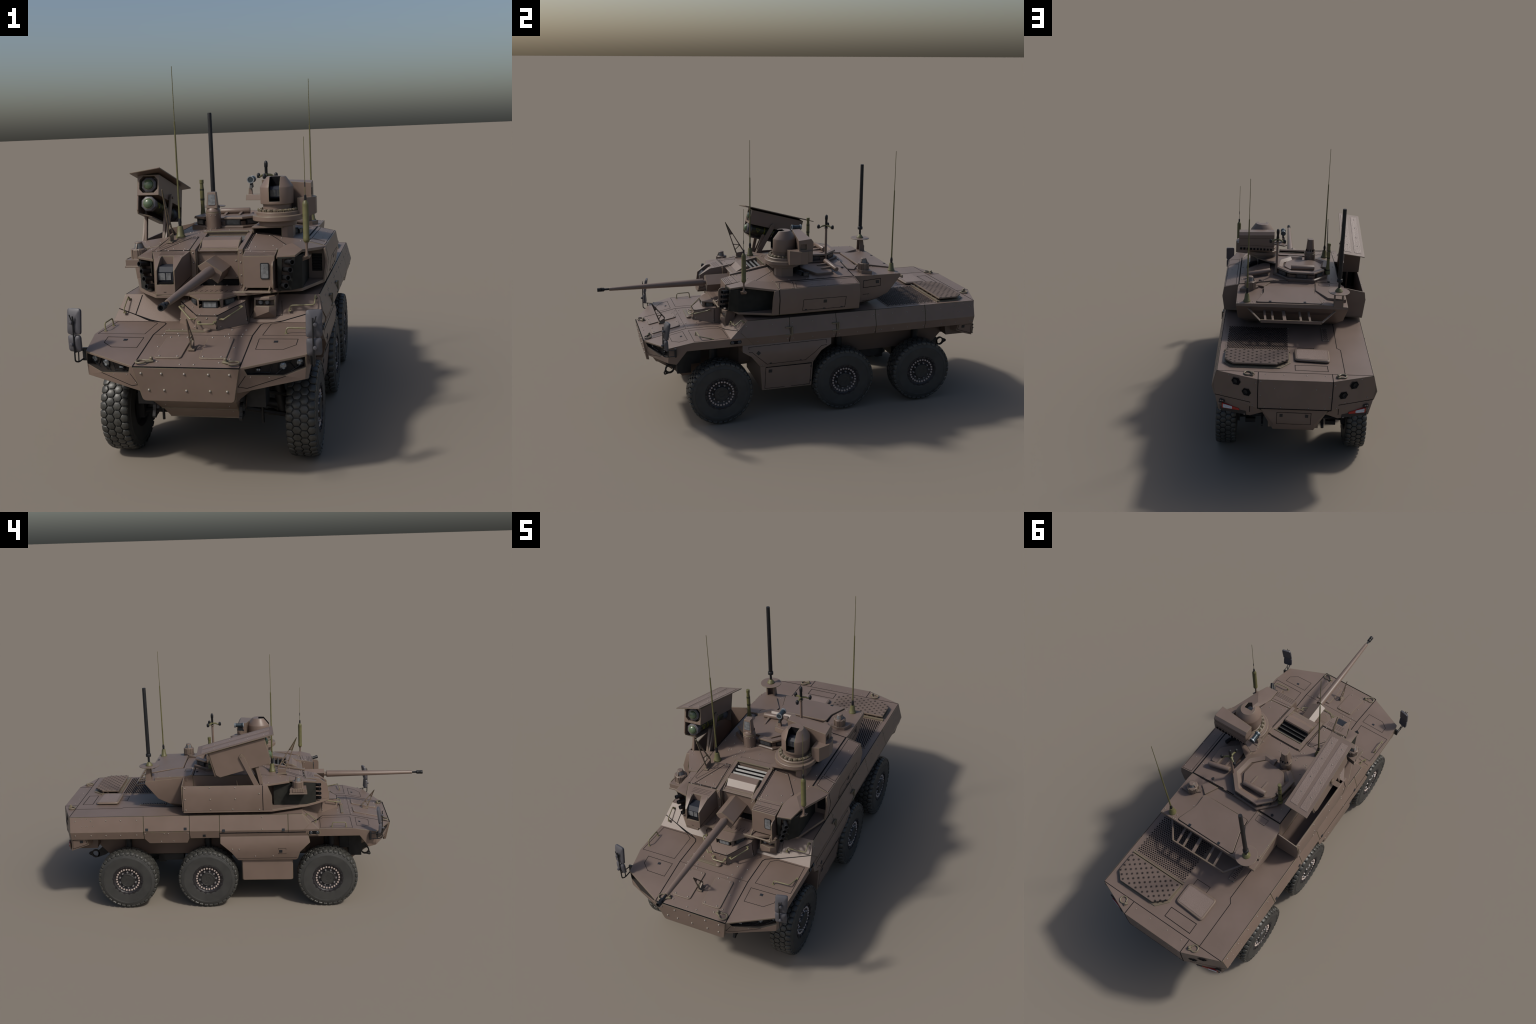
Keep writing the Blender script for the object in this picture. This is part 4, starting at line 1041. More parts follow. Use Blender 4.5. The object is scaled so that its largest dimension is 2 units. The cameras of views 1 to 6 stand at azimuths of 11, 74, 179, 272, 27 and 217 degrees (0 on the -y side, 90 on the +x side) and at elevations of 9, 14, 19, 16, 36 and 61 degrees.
# gunner's hatch on the right
gz = lambda x, y: TS.hit((x, y, .75), dn)[0].z
gh = plate('gunner_hatch', rounded([(x, y, gz(x, y)+.004) for x, y in ((.250, .165), (.254, .077), (.170, .013), (.126, .022), (.130, .150), (.14, .172))], .012, 3), .009, .006, 'rough', turret, n=(.15, 0, .98), inset=.003)
hinge_bar((.245, .188, .722), (.128, .167, .741), .0122, gh)
for x, y in ((.160, .150), (.205, .158)):
    solid('hinge_arm', [(x+dx, y+yy, gz(x, y)+zz) for dx in (-.005, .005) for yy, zz in ((.02, .012), (.02, .024), (-.04, .012), (-.04, .017))], 'paint', gh)
periscope((.226, -.012, gz(.24, 0)+.011), (.55, -.83, .1), .045, .024, turret, 'darkpane', .016)
periscope((.252, .022, gz(.25, .02)+.009), (.95, -.25, .1), .030, .020, turret, 'darkpane', .014)

# ================================================================== REMOTE SIGHT
rc0 = V((.179, -.079, 0))
plat = slab('sight_platform', [(.091, -.151, .7485), (.205, -.142, .7485), (.235, -.08, .7485), (.205, -.01, .7485), (.125, .055, .7485), (.092, .076, .7485)], .006, 'paint', turret)
box('platform_wall', (.0945, -.04, .735), (.006, .215, .022), 'paint', plat)
solid('platform_leg', [(x, y, z) for z in (.70, .748) for x, y in ((.200, -.133), (.222, -.128), (.240, -.105), (.240, -.045), (.200, -.045))], 'paint', plat)
box('platform_core', (.150, -.05, .725), (.09, .10, .04), 'gap', plat)  # near-black block filling the open space under the platform
rs_base = lathe('sight_turntable', [(.071, .748), (.071, .7655), (.092, .767), (.0945, .769), (.0945, .785), (.0925, .787), (.081, .788), (.0805, .7985), (.078, .801), (.062, .803), (.054, .806), (.054, .832)], rc0, parent=plat, seg=56)
bm = bmesh.new()
for k in range(20):
    a = 2*pi*k/20; R = Matrix.Rotation(a, 3, 'Z')
    c = rc0+R @ V((.0685, 0, .8055))
    add_box(bm, c, (.012, .012, .009), R @ Matrix.Rotation(.25, 3, 'Y'))
    add_box(bm, rc0+Matrix.Rotation(a+pi/20, 3, 'Z') @ V((.0685, 0, .805)), (.0145, .0028, .011), Matrix.Rotation(a+pi/20, 3, 'Z'))
clampo = finish('ring_clamp', bm, 'shackle', rs_base, weld=False); clampo['kind'] = 'stuff'
CL = Surf([clampo])
for k in range(20):
    a = 2*pi*k/20; bolt(CL, rc0+V((math.cos(a)*.0685, math.sin(a)*.0685, .82)), dn, rs_base, .0020)
head = lathe('sight_dome', [(.056, .827), (.0625, .829), (.0632, .832), (.0632, .8905), (.0625, .893), (.0370, .928), (.0358, .9295), (0, .9295)], rc0, parent=rs_base, seg=48)
cut(head, [[(rc0.x+x, y, z) for x in (-.0205, .0195) for y in (-.20, -.078) for z in (.8395, .95)]], 'gap')
bm = bmesh.new()
add_hull(bm, [(.179+x, y, z) for x in (-.0205, .0195) for y, z in ((-.117, .850), (-.122, .856), (-.121, .883), (-.108, .893), (-.085, .895), (-.085, .85))])
for a, b in ((-.0195, .003), (.0065, .0185)): add_plate(bm, [(.179+a, -.1218, .858), (.179+b, -.1218, .858), (.179+b, -.1212, .881), (.179+a, -.1212, .881)], .0008, .001, (0, -1, 0), mi=1)
finish('sight_head', bm, ['sensor', 'darkpane'], head)
hb = solid('sight_housing', [(x, y, z) for x, y, z in ((.304, -.037, .899), (.303, .028, .905), (.110, .030, .914), (.110, -.01, .914), (.303, .040, .890), (.110, .044, .899), (.303, .036, .808), (.111, .042, .808), (.303, -.032, .808), (.111, .0, .808))], 'paint', rs_base)
HB = Surf([hb])
seam(HB, [(.30, .05, .874), (.115, .05, .882)], (0, -1, 0), hb, .0008); seam(HB, [(.30, .05, .833), (.115, .05, .835)], (0, -1, 0), hb, .0008)
bm = bmesh.new()
for k in range(10): add_box(bm, (.126+k*.0183, .040, .815), (.0105, .004, .011))
finish('housing_vent', bm, 'gap', hb)
solid('housing_skirt', [(x, y, z) for x in (.118, .297) for y, z in ((.037, .809), (-.02, .809), (.025, .795), (-.02, .795))], 'paint', hb)
cut(hb, [[(x, y, z) for x in (.292, .32) for y in (-.028, .004) for z in (.852, .880)]])
solid('sight_sidebox', [(.256, -.083, .775), (.256, -.083, .847), (.290, -.078, .847), (.290, -.078, .775), (.319, -.030, .845), (.319, -.030, .782), (.319, .008, .845), (.319, .008, .782), (.256, .008, .847), (.256, .008, .780)], 'paint', rs_base)
solid('sight_sidebox', [(.256, -.010, .780), (.312, -.010, .786), (.312, .034, .790), (.256, .034, .785), (.256, -.01, .845), (.312, -.01, .845), (.312, .034, .845), (.256, .034, .845)], 'paint', rs_base)
# camera on its bracket
sh = slab('camera_shelf', [(.048, -.002, .853), (.110, -.012, .853), (.110, .050, .853), (.056, .078, .853), (.040, .060, .853)], .006, 'paint', rs_base)
solid('shelf_block', [(.044, -.010, .836), (.110, -.022, .836), (.046, -.006, .858), (.110, -.017, .858), (.05, .03, .838), (.108, .03, .838), (.05, .035, .856), (.108, .03, .856)], 'paint', sh)
solid('camera_post', [(.052, .008, .853), (.068, .008, .853), (.052, .022, .853), (.068, .022, .853), (.054, .010, .882), (.066, .010, .882), (.054, .02, .882), (.066, .02, .882)], 'paint', sh)
solid('camera_arm', [(.058, .000, .880), (.068, .0, .88), (.058, .04, .884), (.068, .04, .884), (.060, .012, .906), (.066, .012, .906), (.060, .034, .906), (.066, .034, .906)], 'black', sh)
bm = bmesh.new()
add_lathe(bm, [(.0125, -.024), (.0135, -.022), (.0135, -.017), (.0108, -.015), (.0108, .016), (.0125, .017), (.0135, .019), (.0135, .026), (.0118, .028)], (.063, .031, .914), (0, -1, 0), 20, mi=0, cap=True)
add_lathe(bm, [(.0125, .0262), (.0142, .0262), (.0142, .0295), (.0108, .0295), (.0100, .020), (0, .020)], (.063, .031, .914), (0, -1, 0), 20, mi=1, cap=False)
add_lathe(bm, [(.0098, .0205), (.0098, .021), (0, .0215)], (.063, .031, .914), (0, -1, 0), 20, mi=2)
add_lathe(bm, [(.0136, -.0225), (.0136, -.0165), (.0120, -.016)], (.063, .031, .914), (0, -1, 0), 20, mi=1, cap=False)
finish('camera', bm, ['steel', 'silver', 'gap'], sh, 40)

# ================================================================== PANORAMIC PERISCOPE AND POST
pp = V((-.0905, -.003, 0))
pan = lathe('panoramic_sight', [(.0295, .715), (.0295, .775), (.0300, .788), (.0296, .7905), (.0275, .7915), (.0285, .793), (.0275, .800), (.0220, .809), (.0185, .812)], pp, parent=turret, seg=32)
loft('sight_cowl', [[pp+V((x*w, y*d+o, z)) for x, y in ((-1, -1), (1, -1), (1, .5), (.6, 1), (-.6, 1), (-1, .5))] for w, d, o, z in ((.0215, .0215, 0, .808), (.0165, .0165, .001, .866), (.0155, .0155, .001, .871))], 'paint', pan)
plate('sight_pane', rounded([pp+V((x, y, z)) for x, y, z in ((-.0145, -.0215, .8215), (.0145, -.0215, .8215), (.0135, -.0165, .8625), (-.0135, -.0165, .8625))], .003), .0008, .002, 'pane', pan, n=(0, -.99, .12))
PSF = Surf([pan])
for a in range(10):
    t = a*pi/5+.2
    for z in (.730, .781): bolt(PSF, pp+V((math.cos(t)*.03, math.sin(t)*.03, z)), (-math.cos(t), -math.sin(t), 0), pan, .0021)
for k in range(5):
    t = .5+k*.53; box('cowl_slot', pp+V((math.cos(t)*.0235, math.sin(t)*.0235, .810)), (.006, .004, .012), 'gap', pan, Matrix.Rotation(t, 3, 'Z'))
stick = lathe('sensor_stick', [(.0135, .736), (.0135, .752), (.0115, .757), (.0085, .785), (.0078, .812), (.0088, .828), (.0090, .865), (.0075, .880), (.0072, .892), (.0088, .894), (.0088, .908), (.0075, .909)], (-.1795, .1755, 0), mat='olive', parent=turret, seg=18)
bm = bmesh.new()
for z, r in ((.828, .0092), (.868, .0090), (.760, .0120)): add_lathe(bm, [(r, z-.004), (r, z+.0035)], (-.1795, .1755, 0), seg=18)
finish('stick_band', bm, 'tube', stick)
mast = V((.094, .182, 0))
ms = lathe('wind_mast', [(.0065, .735), (.0060, .905), (.0105, .907), (.0105, .910), (.005, .911)], mast, parent=turret, seg=14)
bm = bmesh.new(); add_lathe(bm, [(.0062, .905), (.0062, .952), (.0075, .954), (.0078, .968), (.006, .976), (0, .980)], mast, seg=14)
for a in range(3):
    t = a*2*pi/3+.506; R = .0425
    d = V((math.cos(t), math.sin(t), 0))
    c = mast+d*R+V((0, 0, .919))
    add_lathe(bm, [(0, -.0115), (.006, -.011), (.0078, -.004), (.0075, .003), (.0055, .008), (0, .0105)], c, seg=14)
finish('wind_sensor', bm, 'black', ms, 50)
bm = bmesh.new()
for a in range(3):
    t = a*2*pi/3+.506; d = V((math.cos(t), math.sin(t), 0)); add_tube(bm, [mast+V((0, 0, .922)), mast+d*.022+V((0, 0, .920)), mast+d*.034+V((0, 0, .913)), mast+d*.040+V((0, 0, .914))], [.006, .0045, .0035, .0035], 8)
finish('sensor_arm', bm, 'olive', ms, 40)

def detector(c, rot, parent, z0, base, k=1.):
    """octagonal warning head: plinth, ribbed drum, glazed cap"""
    c = V((*c, 0))
    bm = bmesh.new()
    add_hull(bm, [(x, y, z) for x, y in base for z in (z0-.022, z0+.002)])
    add_hull(bm, [(c.x+(x-c.x)*1.08, c.y+(y-c.y)*1.08, z) for x, y in base for z in (z0-.026, z0-.021)])
    add_lathe(bm, [(.0285*k, z0), (.0285*k, z0+.034), (.0265*k, z0+.037), (.015, z0+.038)], c, seg=8, phase=rot+pi/8)
    for q in range(8):
        t = rot+q*pi/4
        add_box(bm, c+V((math.cos(t)*.0266*k, math.sin(t)*.0266*k, z0+.018)), (.005, .010, .033), Matrix.Rotation(t, 3, 'Z'))
    o = finish('warning_sensor', bm, 'plain', parent, 20)
    bm = bmesh.new()
    add_lathe(bm, [(.0165, z0+.036), (.0135, z0+.056), (.0135, z0+.0565)], c, seg=16, mi=0)
    add_lathe(bm, [(.0138, z0+.0565), (.0138, z0+.059), (.0115, z0+.0615), (0, z0+.0615)], c, seg=16, mi=1)
    for q in range(3):
        t = rot+.4+q*2*pi/3
        n0 = len(bm.faces)
        add_hull(bm, [c+Matrix.Rotation(t, 3, 'Z') @ V((x, y, z)) for y in (-.002, .002) for x, z in ((.010, z0+.037), (.0225, z0+.037), (.012, z0+.059), (.0155, z0+.054))])
        bm.faces.ensure_lookup_table()
        for f in list(bm.faces)[n0:]: f.material_index = 1
    finish('sensor_cap', bm, ['pane', 'plain'], o, 40)
    return o
detector((.228, .342), .65, bustle, .708, [(.281, .368), (.232, .372), (.186, .335), (.19, .318), (.232, .310), (.262, .318)])
dl = detector((-.303, -.294), 0., turret, .657, [(-.340, -.338), (-.340, -.250), (-.272, -.262), (-.272, -.338)])
box('sensor_panel', (-.341, -.294, .6515), (.003, .060, .018), 'ribbed', dl)
# ================================================================== AERIALS
def whip(c, z0, zj, z1, parent, lean=(0, 0)):
    c = V((*c, 0))
    bm = bmesh.new(); add_lathe(bm, [(.0185, z0-.012), (.0185, z0+.004), (.0165, z0+.008), (.0145, z0+.010), (.0105, z0+.040), (.009, z0+.043), (.005, z0+.043)], c, seg=20, mi=0)
    o = finish('aerial', bm, 'olive', parent, 40)
    lathe('aerial_spring', [(.0058, z0+.042), (.0058, z0+.052), (.0068, z0+.053), (.0064, z0+.058), (.0068, z0+.060), (.0050, z0+.068), (.0042, z0+.072)], c, mat='black', parent=o, seg=12)
    bm = bmesh.new()
    add_tube(bm, [c+V((0, 0, z0+.070)), c+V((0, 0, zj)), ], [.0040, .0030], 8)
    add_tube(bm, [c+V((0, 0, zj-.001)), c+V((lean[0], lean[1], z1))], [.0017, .0013], 6)
    finish('aerial_rod', bm, 'olive', o, 40)
    return o
whip((.2395, .494), .6925, 1.117, 1.317, bustle)
whip((-.1825, -.158), .714, 1.146, 1.346, turret)
lathe('aerial_pad', [(.021, .698), (.021, .7125), (.018, .714)], (-.1825, -.158, 0), parent=turret, seg=20)
# canister aerial on its bracket
ca = V((.317, -.320, 0))
bm = bmesh.new(); add_lathe(bm, [(.0085, .714), (.0115, .720), (.0118, .728), (.0108, .731), (.0110, .845), (.0105, .849), (.0055, .858), (.004, .859)], ca, seg=20)
can = finish('aerial', bm, 'olive', turret, 24)
bm = bmesh.new(); add_lathe(bm, [(.0045, .857), (.0042, .876), (.002, .878)], ca, seg=10); add_lathe(bm, [(.002, .905), (.002, .922)], ca, seg=8)
finish('aerial_spring', bm, 'black', can)
tube('aerial_rod', [ca+V((0, 0, .87)), ca+V((0, 0, 1.075))], [.0013, .0010], 'olive', can, 6)
solid('aerial_bracket', [(.301, -.336, .664), (.331, -.307, .667), (.301, -.330, .648), (.3, -.31, .667), (.318, -.335, .666), (.326, -.31, .655), (.300, -.312, .65)], 'paint', can)
tube('aerial_stem', [(.317, -.32, .662), (.317, -.32, .680), (.317, -.32, .705), (.317, -.32, .718)], [.0075, .0045, .0045, .009], 'paint', can, 10)
# thick mast on a round ground plate
ta = V((-.2145, .5035, 0))
disc = lathe('ground_plate', [(.053, .7645), (.0535, .766), (.053, .7675)], ta, parent=bustle, seg=48)
lathe('aerial_base', [(.019, .767), (.019, .771), (.016, .775), (.013, .779), (.009, .785), (.006, .787)], ta, mat='olive', parent=disc, seg=24)
bm = bmesh.new()
add_lathe(bm, [(.0055, .784), (.0060, .800), (.0055, .815), (.0055, .818)], ta, seg=14)
add_lathe(bm, [(.0100, .816), (.0140, .818), (.0140, .831), (.0125, .833), (.0100, .834)], ta, seg=20)
add_lathe(bm, [(.0103, .832), (.0103, .86), (.0093, 1.186), (.0085, 1.190), (0, 1.190)], ta+V((0, 0, 0)), seg=20)
finish('mast_aerial', bm, 'black', disc, 40)
for x in (-.021, .019):
    solid('plate_stand', [ta+V((x+dx, y, z)) for dx in (-.0035, .0035) for y, z in ((-.006, .765), (.010, .765), (-.010, .690), (.022, .690))], 'paint', disc)
solid('plate_stand', [ta+V((x, .019+dy, z)) for dy in (-.002, .002) for x, z in ((-.021, .69), (.019, .69), (-.021, .725), (-.002, .716), (.019, .725))], 'paint', disc)

# left wire guard on the turret roof
lattice((-.203, -.292, .905), (-.203, -.232, .730), (-.203, -.189, .735), .704, 'wire_guard', turret)

# ================================================================== MISSILE LAUNCHER
lau = slab('missile_launcher', [(-.364, -.173, .9635), (-.249, -.165, .981), (-.2425, .230, .8735), (-.365, .228, .857)], .004, 'paint', turret)
LS2 = Surf([lau])
for x0, x1 in ((-.349, -.315), (-.295, -.261)):
    q = [LS2.hit((x, y, 1.0), dn)[0] for x, y in ((x0+.001, -.150), (x1+.001, -.146), (x1+.003, .205), (x0-.001, .205))]
    plate('grip_strip', q, .0012, .001, 'gritty', lau, n=(0.15, .26, .95))
    for y in (-.12, -.037, .06, .14): bolt(Surf([o for o in bpy.data.objects if o.name.startswith('grip_strip')]), ((x0+x1)/2, y, 1.0), dn, lau, .0028)
pz = lambda y, z: (y, z)
prof = [(-.124, .940), (-.154, .822), (-.147, .805), (.112, .734), (.134, .747), (.166, .866)]
side_out = plate('launcher_side', [(-.349, y, z) for y, z in prof], .003, .003, 'paint', lau, n=(-1, 0, 0), inset=.002)
# lower folded lip under the lower tube
solid('launcher_tray', [(-.350, -.147, .806), (-.350, .112, .735), (-.300, -.13, .789), (-.300, .09, .728), (-.350, -.146, .810), (-.350, .112, .739), (-.300, -.128, .793), (-.30, .09, .732)], 'paint', lau)
dv = V((0, -.9655, .2605)); up = V((0, .2605, .9655))
cU, cL = V((-.3065, -.130, .915)), V((-.3065, -.1475, .845))
def bx(c, w0, w1, h0, h1, l0, l1): return [c+V((x, 0, 0))+up*h+dv*l for x in (w0, w1) for h in (h0, h1) for l in (l0, l1)]
ub = solid('launcher_box', bx(cU, -.0435, .0415, -.0415, .037, -.30, .002), 'paint', lau)
cut(ub, [[cU+V((a*.036, 0, 0))+up*b*.032+dv*l for a, b in ((-1, -.55), (-.6, -1), (.6, -1), (1, -.55), (1, .55), (.6, 1), (-.6, 1), (-1, .55)) for l in (-.03, .02)]])
def missile(c, l):
    bm = bmesh.new()
    add_lathe(bm, [(.024, -.028), (.0295, -.026), (.0295, -.003), (.0265, -.001), (.021, 0)], c, dv, 8, pi/8, mi=0)
    add_lathe(bm, [(.0215, -.002), (.0215, .0015), (.0190, .0025), (.0182, 0)], c, dv, 28, mi=1, cap=False)
    add_lathe(bm, [(.0186, .0), (.0175, .006), (.0125, .0105), (.006, .0125), (0, .013)], c, dv, 28, mi=2)
    add_lathe(bm, [(.0235, -.28), (.0235, -.02)], c, dv, 24, mi=3)
    add_lathe(bm, [(.0270, -.298), (.0270, -.27), (.024, -.26)], c, dv, 24, mi=0)
    add_lathe(bm, [(.0190, -.299), (.0190, -.301), (0, -.3015)], c, dv, 24, mi=4)
    for l0 in (.10, .205): add_lathe(bm, [(.0238, -l0-.006), (.0238, -l0)], c, dv, 24, mi=5, cap=False)
    for k in range(3):
        t = -.05-k*.0; 
    o = finish('missile_tube', bm, ['mirror', 'lensrim', 'lens', 'tube', 'olive', 'yellow'], lau, 35)
    return o
mU = missile(cU, 0); mL = missile(cL, 0)
# warning triangle and lettering block on the lower tube, inboard side
def on_tube(c, l, a, r=.0240): return c+dv*(-l)+(V((1, 0, 0))*math.cos(a)+up*math.sin(a))*r
bm = bmesh.new()
tri = [(.050, .42), (.078, .42), (.064, -.42)]
for i in range(3):
    (l0, a0), (l1, a1) = tri[i], tri[(i+1) % 3]
    add_tube(bm, [on_tube(cL, l0+(l1-l0)*t/6, a0+(a1-a0)*t/6) for t in range(7)], .0012, 4)
add_tube(bm, [on_tube(cL, .064, .2), on_tube(cL, .064, -.1)], .0010, 4)
for k in range(5):
    for j in range(2):
        add_tube(bm, [on_tube(cL, .128+j*.020+.004*((k*7+j) % 3), .55-k*.25), on_tube(cL, .143+j*.020, .55-k*.25)], .0009, 4)
finish('tube_marking', bm, 'yellow', mL)
# support arms
bm = bmesh.new()
def arm(x, p0, p1, w, t=.0035):
    (y0, z0), (y1, z1) = p0, p1; a, b = V((x, y0, z0)), V((x, y1, z1)); d = (b-a).normalized(); s = V((0, -d.z, d.y))
    rnd = [a+(s*math.cos(u)-d*math.sin(u))*w for u in [k*pi/6 for k in range(7)]]
    add_plate(bm, rnd+[b-s*w, b+s*w][::1], t, t, (1, 0, 0))
arm(-.3575, (-.004, .846), (-.085, .676), .0125); arm(-.258, (-.006, .855), (-.100, .690), .012)
finish('launcher_arm', bm, 'paint', lau)
bm = bmesh.new()
for x in (-.340, -.268): arm(x, (-.075, .82) if x < -.3 else (-.060, .80), (-.105, .68), .0085, .005)
finish('launcher_arm', bm, 'paint', lau)
tube('arm_pivot', [(-.362, -.003, .845), (-.25, -.003, .852)], .005, 'paint', lau)
solid('launcher_rear_frame', [cU+V((x, 0, 0))+up*h+dv*l for x in (-.0435, .0415) for h, l in ((.037, -.30), (-.10, -.30), (.037, -.306), (-.10, -.306))], 'shade', lau)

# ================================================================== MIRRORS
for s in (1, -1):
    ax = V((s*.048, .012, 0)).normalized(); fw = V((ax.y*s*1, -ax.x*s*1, 0)); fw = V((0, 0, 1)).cross(ax).normalized()
    if fw.y > 0: fw = -fw
    up_ = V((-s*.0, -.10, 1)).normalized()
    mo = None
    for (zc, h, k) in ((.5245, .082, 0), (.4545, .054, 1)):
        c = V((s*(.3835-k*.0005), -.7115-.0065*k, zc))
        pts = rounded([c+ax*a*(.0250-k*.0015)+V((0, (.0065 if k == 0 else -.0015)*b, b*h/2)) for a, b in ((-1, -1), (1, -1), (1, 1), (-1, 1))], .010, 4)
        n = newell(pts)
        if n.dot(fw) < 0: pts = pts[::-1]; n = -n
        bm = bmesh.new()
        kk = len(pts); cen = sum(pts, V())/kk
        rings = [[p-n*.004 for p in pts], [p+n*.004 for p in pts], [cen+(p-cen)*.78+n*.009 for p in pts], [cen+(p-cen)*.3+n*.0105 for p in pts]]
        back = [cen+(p-cen)*.9-n*.004 for p in pts]; pane = [cen+(p-cen)*.88-n*.0028 for p in pts]
        rv = [[bm.verts.new(p) for p in r] for r in [pane, back]+rings]
        for a, b in zip(rv, rv[1:]):
            for i in range(kk): bm.faces.new((a[i], a[(i+1) % kk], b[(i+1) % kk], b[i]))
        bm.faces.new(rv[-1]); f = bm.faces.new(rv[0]); f.material_index = 1
        o = finish('mirror', bm, ['mirror', 'mirrorpane'], mo or front, 45)
        mo = mo or o
        bm = bmesh.new(); add_lathe(bm, [(0, -.007), (.0055, -.005), (.0065, 0), (.0055, .005), (0, .007)], c+fw*.0175, fw, 12)
        add_lathe(bm, [(.0045, -.010), (.0045, 0)], c+fw*.0175, fw, 10)
        finish('mirror_joint', bm, 'mirror', mo, 40)
    bx_ = s*.3815
    bm = bmesh.new()
    add_tube(bm, arc_path([(bx_, -.729, .545), (bx_, -.731, .455), (bx_, -.731, .398), (s*.378, -.712, .391), (s*.378, -.672, .391)], .008), .0026, 8)
    add_tube(bm, [(bx_, -.731, .428), (s*.378, -.675, .420)], .0022, 8); add_tube(bm, [(s*.380, -.705, .425), (s*.380, -.708, .391)], .0022, 8)
    add_tube(bm, [(s*.392, -.729, .55), (s*.384, -.728, .525)], .0018, 6)
    add_box(bm, (s*.372, -.671, .406), (.016, .009, .042))
    finish('mirror_bracket', bm, 'black', mo, 40)

# ================================================================== TOW EYES AND RUNNING GEAR
def tow(s, c, root, tipd, w=.010):
    """plate lug with a round eye and a small pin hole beside it"""
    c = V((s*.142, *c)); root = [V((s*.142, *p)) for p in root]
    bm = bmesh.new(); seg = 20; r0, r1 = .0165, .0235
    t = V((0, *tipd)).normalized(); n = (1, 0, 0)
    dirs = [V((0, math.cos(2*pi*k/seg), math.sin(2*pi*k/seg))) for k in range(seg)]
    for k in range(seg):
        d0, d1 = dirs[k], dirs[(k+1) % seg]
        add_plate(bm, [c+d0*r0, c+d1*r0, c+d1*r1, c+d0*r1], w/2, w/2, n)
    add_plate(bm, root, w/2, w/2, n)
    q = V((0, -t.z, t.y))
    p = c+t*.030; a = .0035; b = .0085
    for k in range(10):
        d0 = V((0, math.cos(k*pi/5), math.sin(k*pi/5))); d1 = V((0, math.cos((k+1)*pi/5), math.sin((k+1)*pi/5)))
        add_plate(bm, [p+d0*a, p+d1*a, p+d1*b, p+d0*b], w/2, w/2, n)
    for sg_ in (1, -1):
        add_plate(bm, [c+q*sg_*r1*.98, c+q*sg_*r1*.72+t*.012, p+q*sg_*b*.5, p+q*sg_*b*.98], w/2, w/2, n)
    return finish('tow_eye', bm, 'chassis', upper)
for s in (1, -1):
    tow(s, (-.668, .2315), [(-.655, .252), (-.640, .230), (-.60, .30), (-.62, .34), (-.665, .335), (-.685, .262)], (-.75, -.66))
    tow(s, (.856, .232), [(.838, .252), (.846, .210), (.80, .226), (.745, .262), (.745, .285), (.80, .285)], (.98, .05))
# suspension, axles and drive line
bm = bmesh.new()
WY = (-.447, .200, .637)
for y in WY:
    for s in (1, -1):
        add_tube(bm, [(s*.10, y, .190), (s*.29, y, .163)], .016, 10)
        add_tube(bm, [(s*.12, y-.05, .172), (s*.275, y-.01, .135)], .009, 8); add_tube(bm, [(s*.12, y+.05, .172), (s*.275, y+.01, .135)], .009, 8)
        add_tube(bm, [(s*.14, y-.04, .235), (s*.27, y, .205)], .008, 8); add_tube(bm, [(s*.14, y+.04, .235), (s*.27, y, .205)], .008, 8)
        add_tube(bm, [(s*.235, y, .15), (s*.215, y, .30)], .020, 12); add_tube(bm, [(s*.215, y, .28), (s*.212, y, .42)], .014, 12)
        add_box(bm, (s*.268, y, .165), (.03, .07, .09)); add_box(bm, (s*.20, y+.035, .13), (.05, .02, .02))
        add_tube(bm, [(s*.175, y-.055, .24), (s*.175, y-.055, .125)], .005, 6)
    add_box(bm, (0, y, .195), (.20, .11, .07))
add_tube(bm, [(0, -.44, .19), (0, .64, .19)], .012, 10)
for s in (1, -1):
    add_box(bm, (s*.18, .40, .242), (.07, .11, .05)); add_box(bm, (s*.17, .47, .225), (.03, .04, .06))
    add_box(bm, (s*.182, -.605, .315), (.062, .07, .17)); add_box(bm, (s*.195, -.545, .335), (.03, .05, .12))
finish('suspension', bm, 'chassis', upper, 40)
# wheel-arch liners
for s in (1, -1):
    for y in (-.47, .20, .637): tube('spring_strut', [(s*.262, y, .30), (s*.258, y, .405)], .018, 'black', upper, 14)

# ================================================================== WHEELS
R = .1632
def tyre_mesh():
    bm = bmesh.new(); w = .049
    prof = [(.080, w-.004), (.082, w-.001), (.086, w), (.092, w+.0), (.100, w+.0004)]
    prof += [(.1290, w+.0006), (.1296, w+.0014), (.1304, w+.0006), (.1330, w+.0004), (.1336, w+.0012), (.1344, w+.0004), (.138, w), (.146, w-.002), (.1525, w-.006), (.1560, w-.012), (.1572, w-.022), (.1575, 0)]
    full = prof+[(r, -x) for r, x in prof[-2::-1]]
    add_lathe(bm, full, (0, 0, 0), (1, 0, 0), 72, cap=False)
    # raised maker's lettering is left as short anonymous ribs
    for arc0 in (.5, 2.2, 3.9, 5.3):
        for k in range(9):
            t = arc0+k*.058
            if (k*5+int(arc0*10)) % 4 == 0: continue
            add_box(bm, (w+.0004, math.cos(t)*.1175, math.sin(t)*.1175), (.0010, .0045, .006-.002*(k % 2)), Matrix.Rotation(t, 3, 'X'))
    return finish('tyre', bm, 'tyre', None, 40, weld=False).data
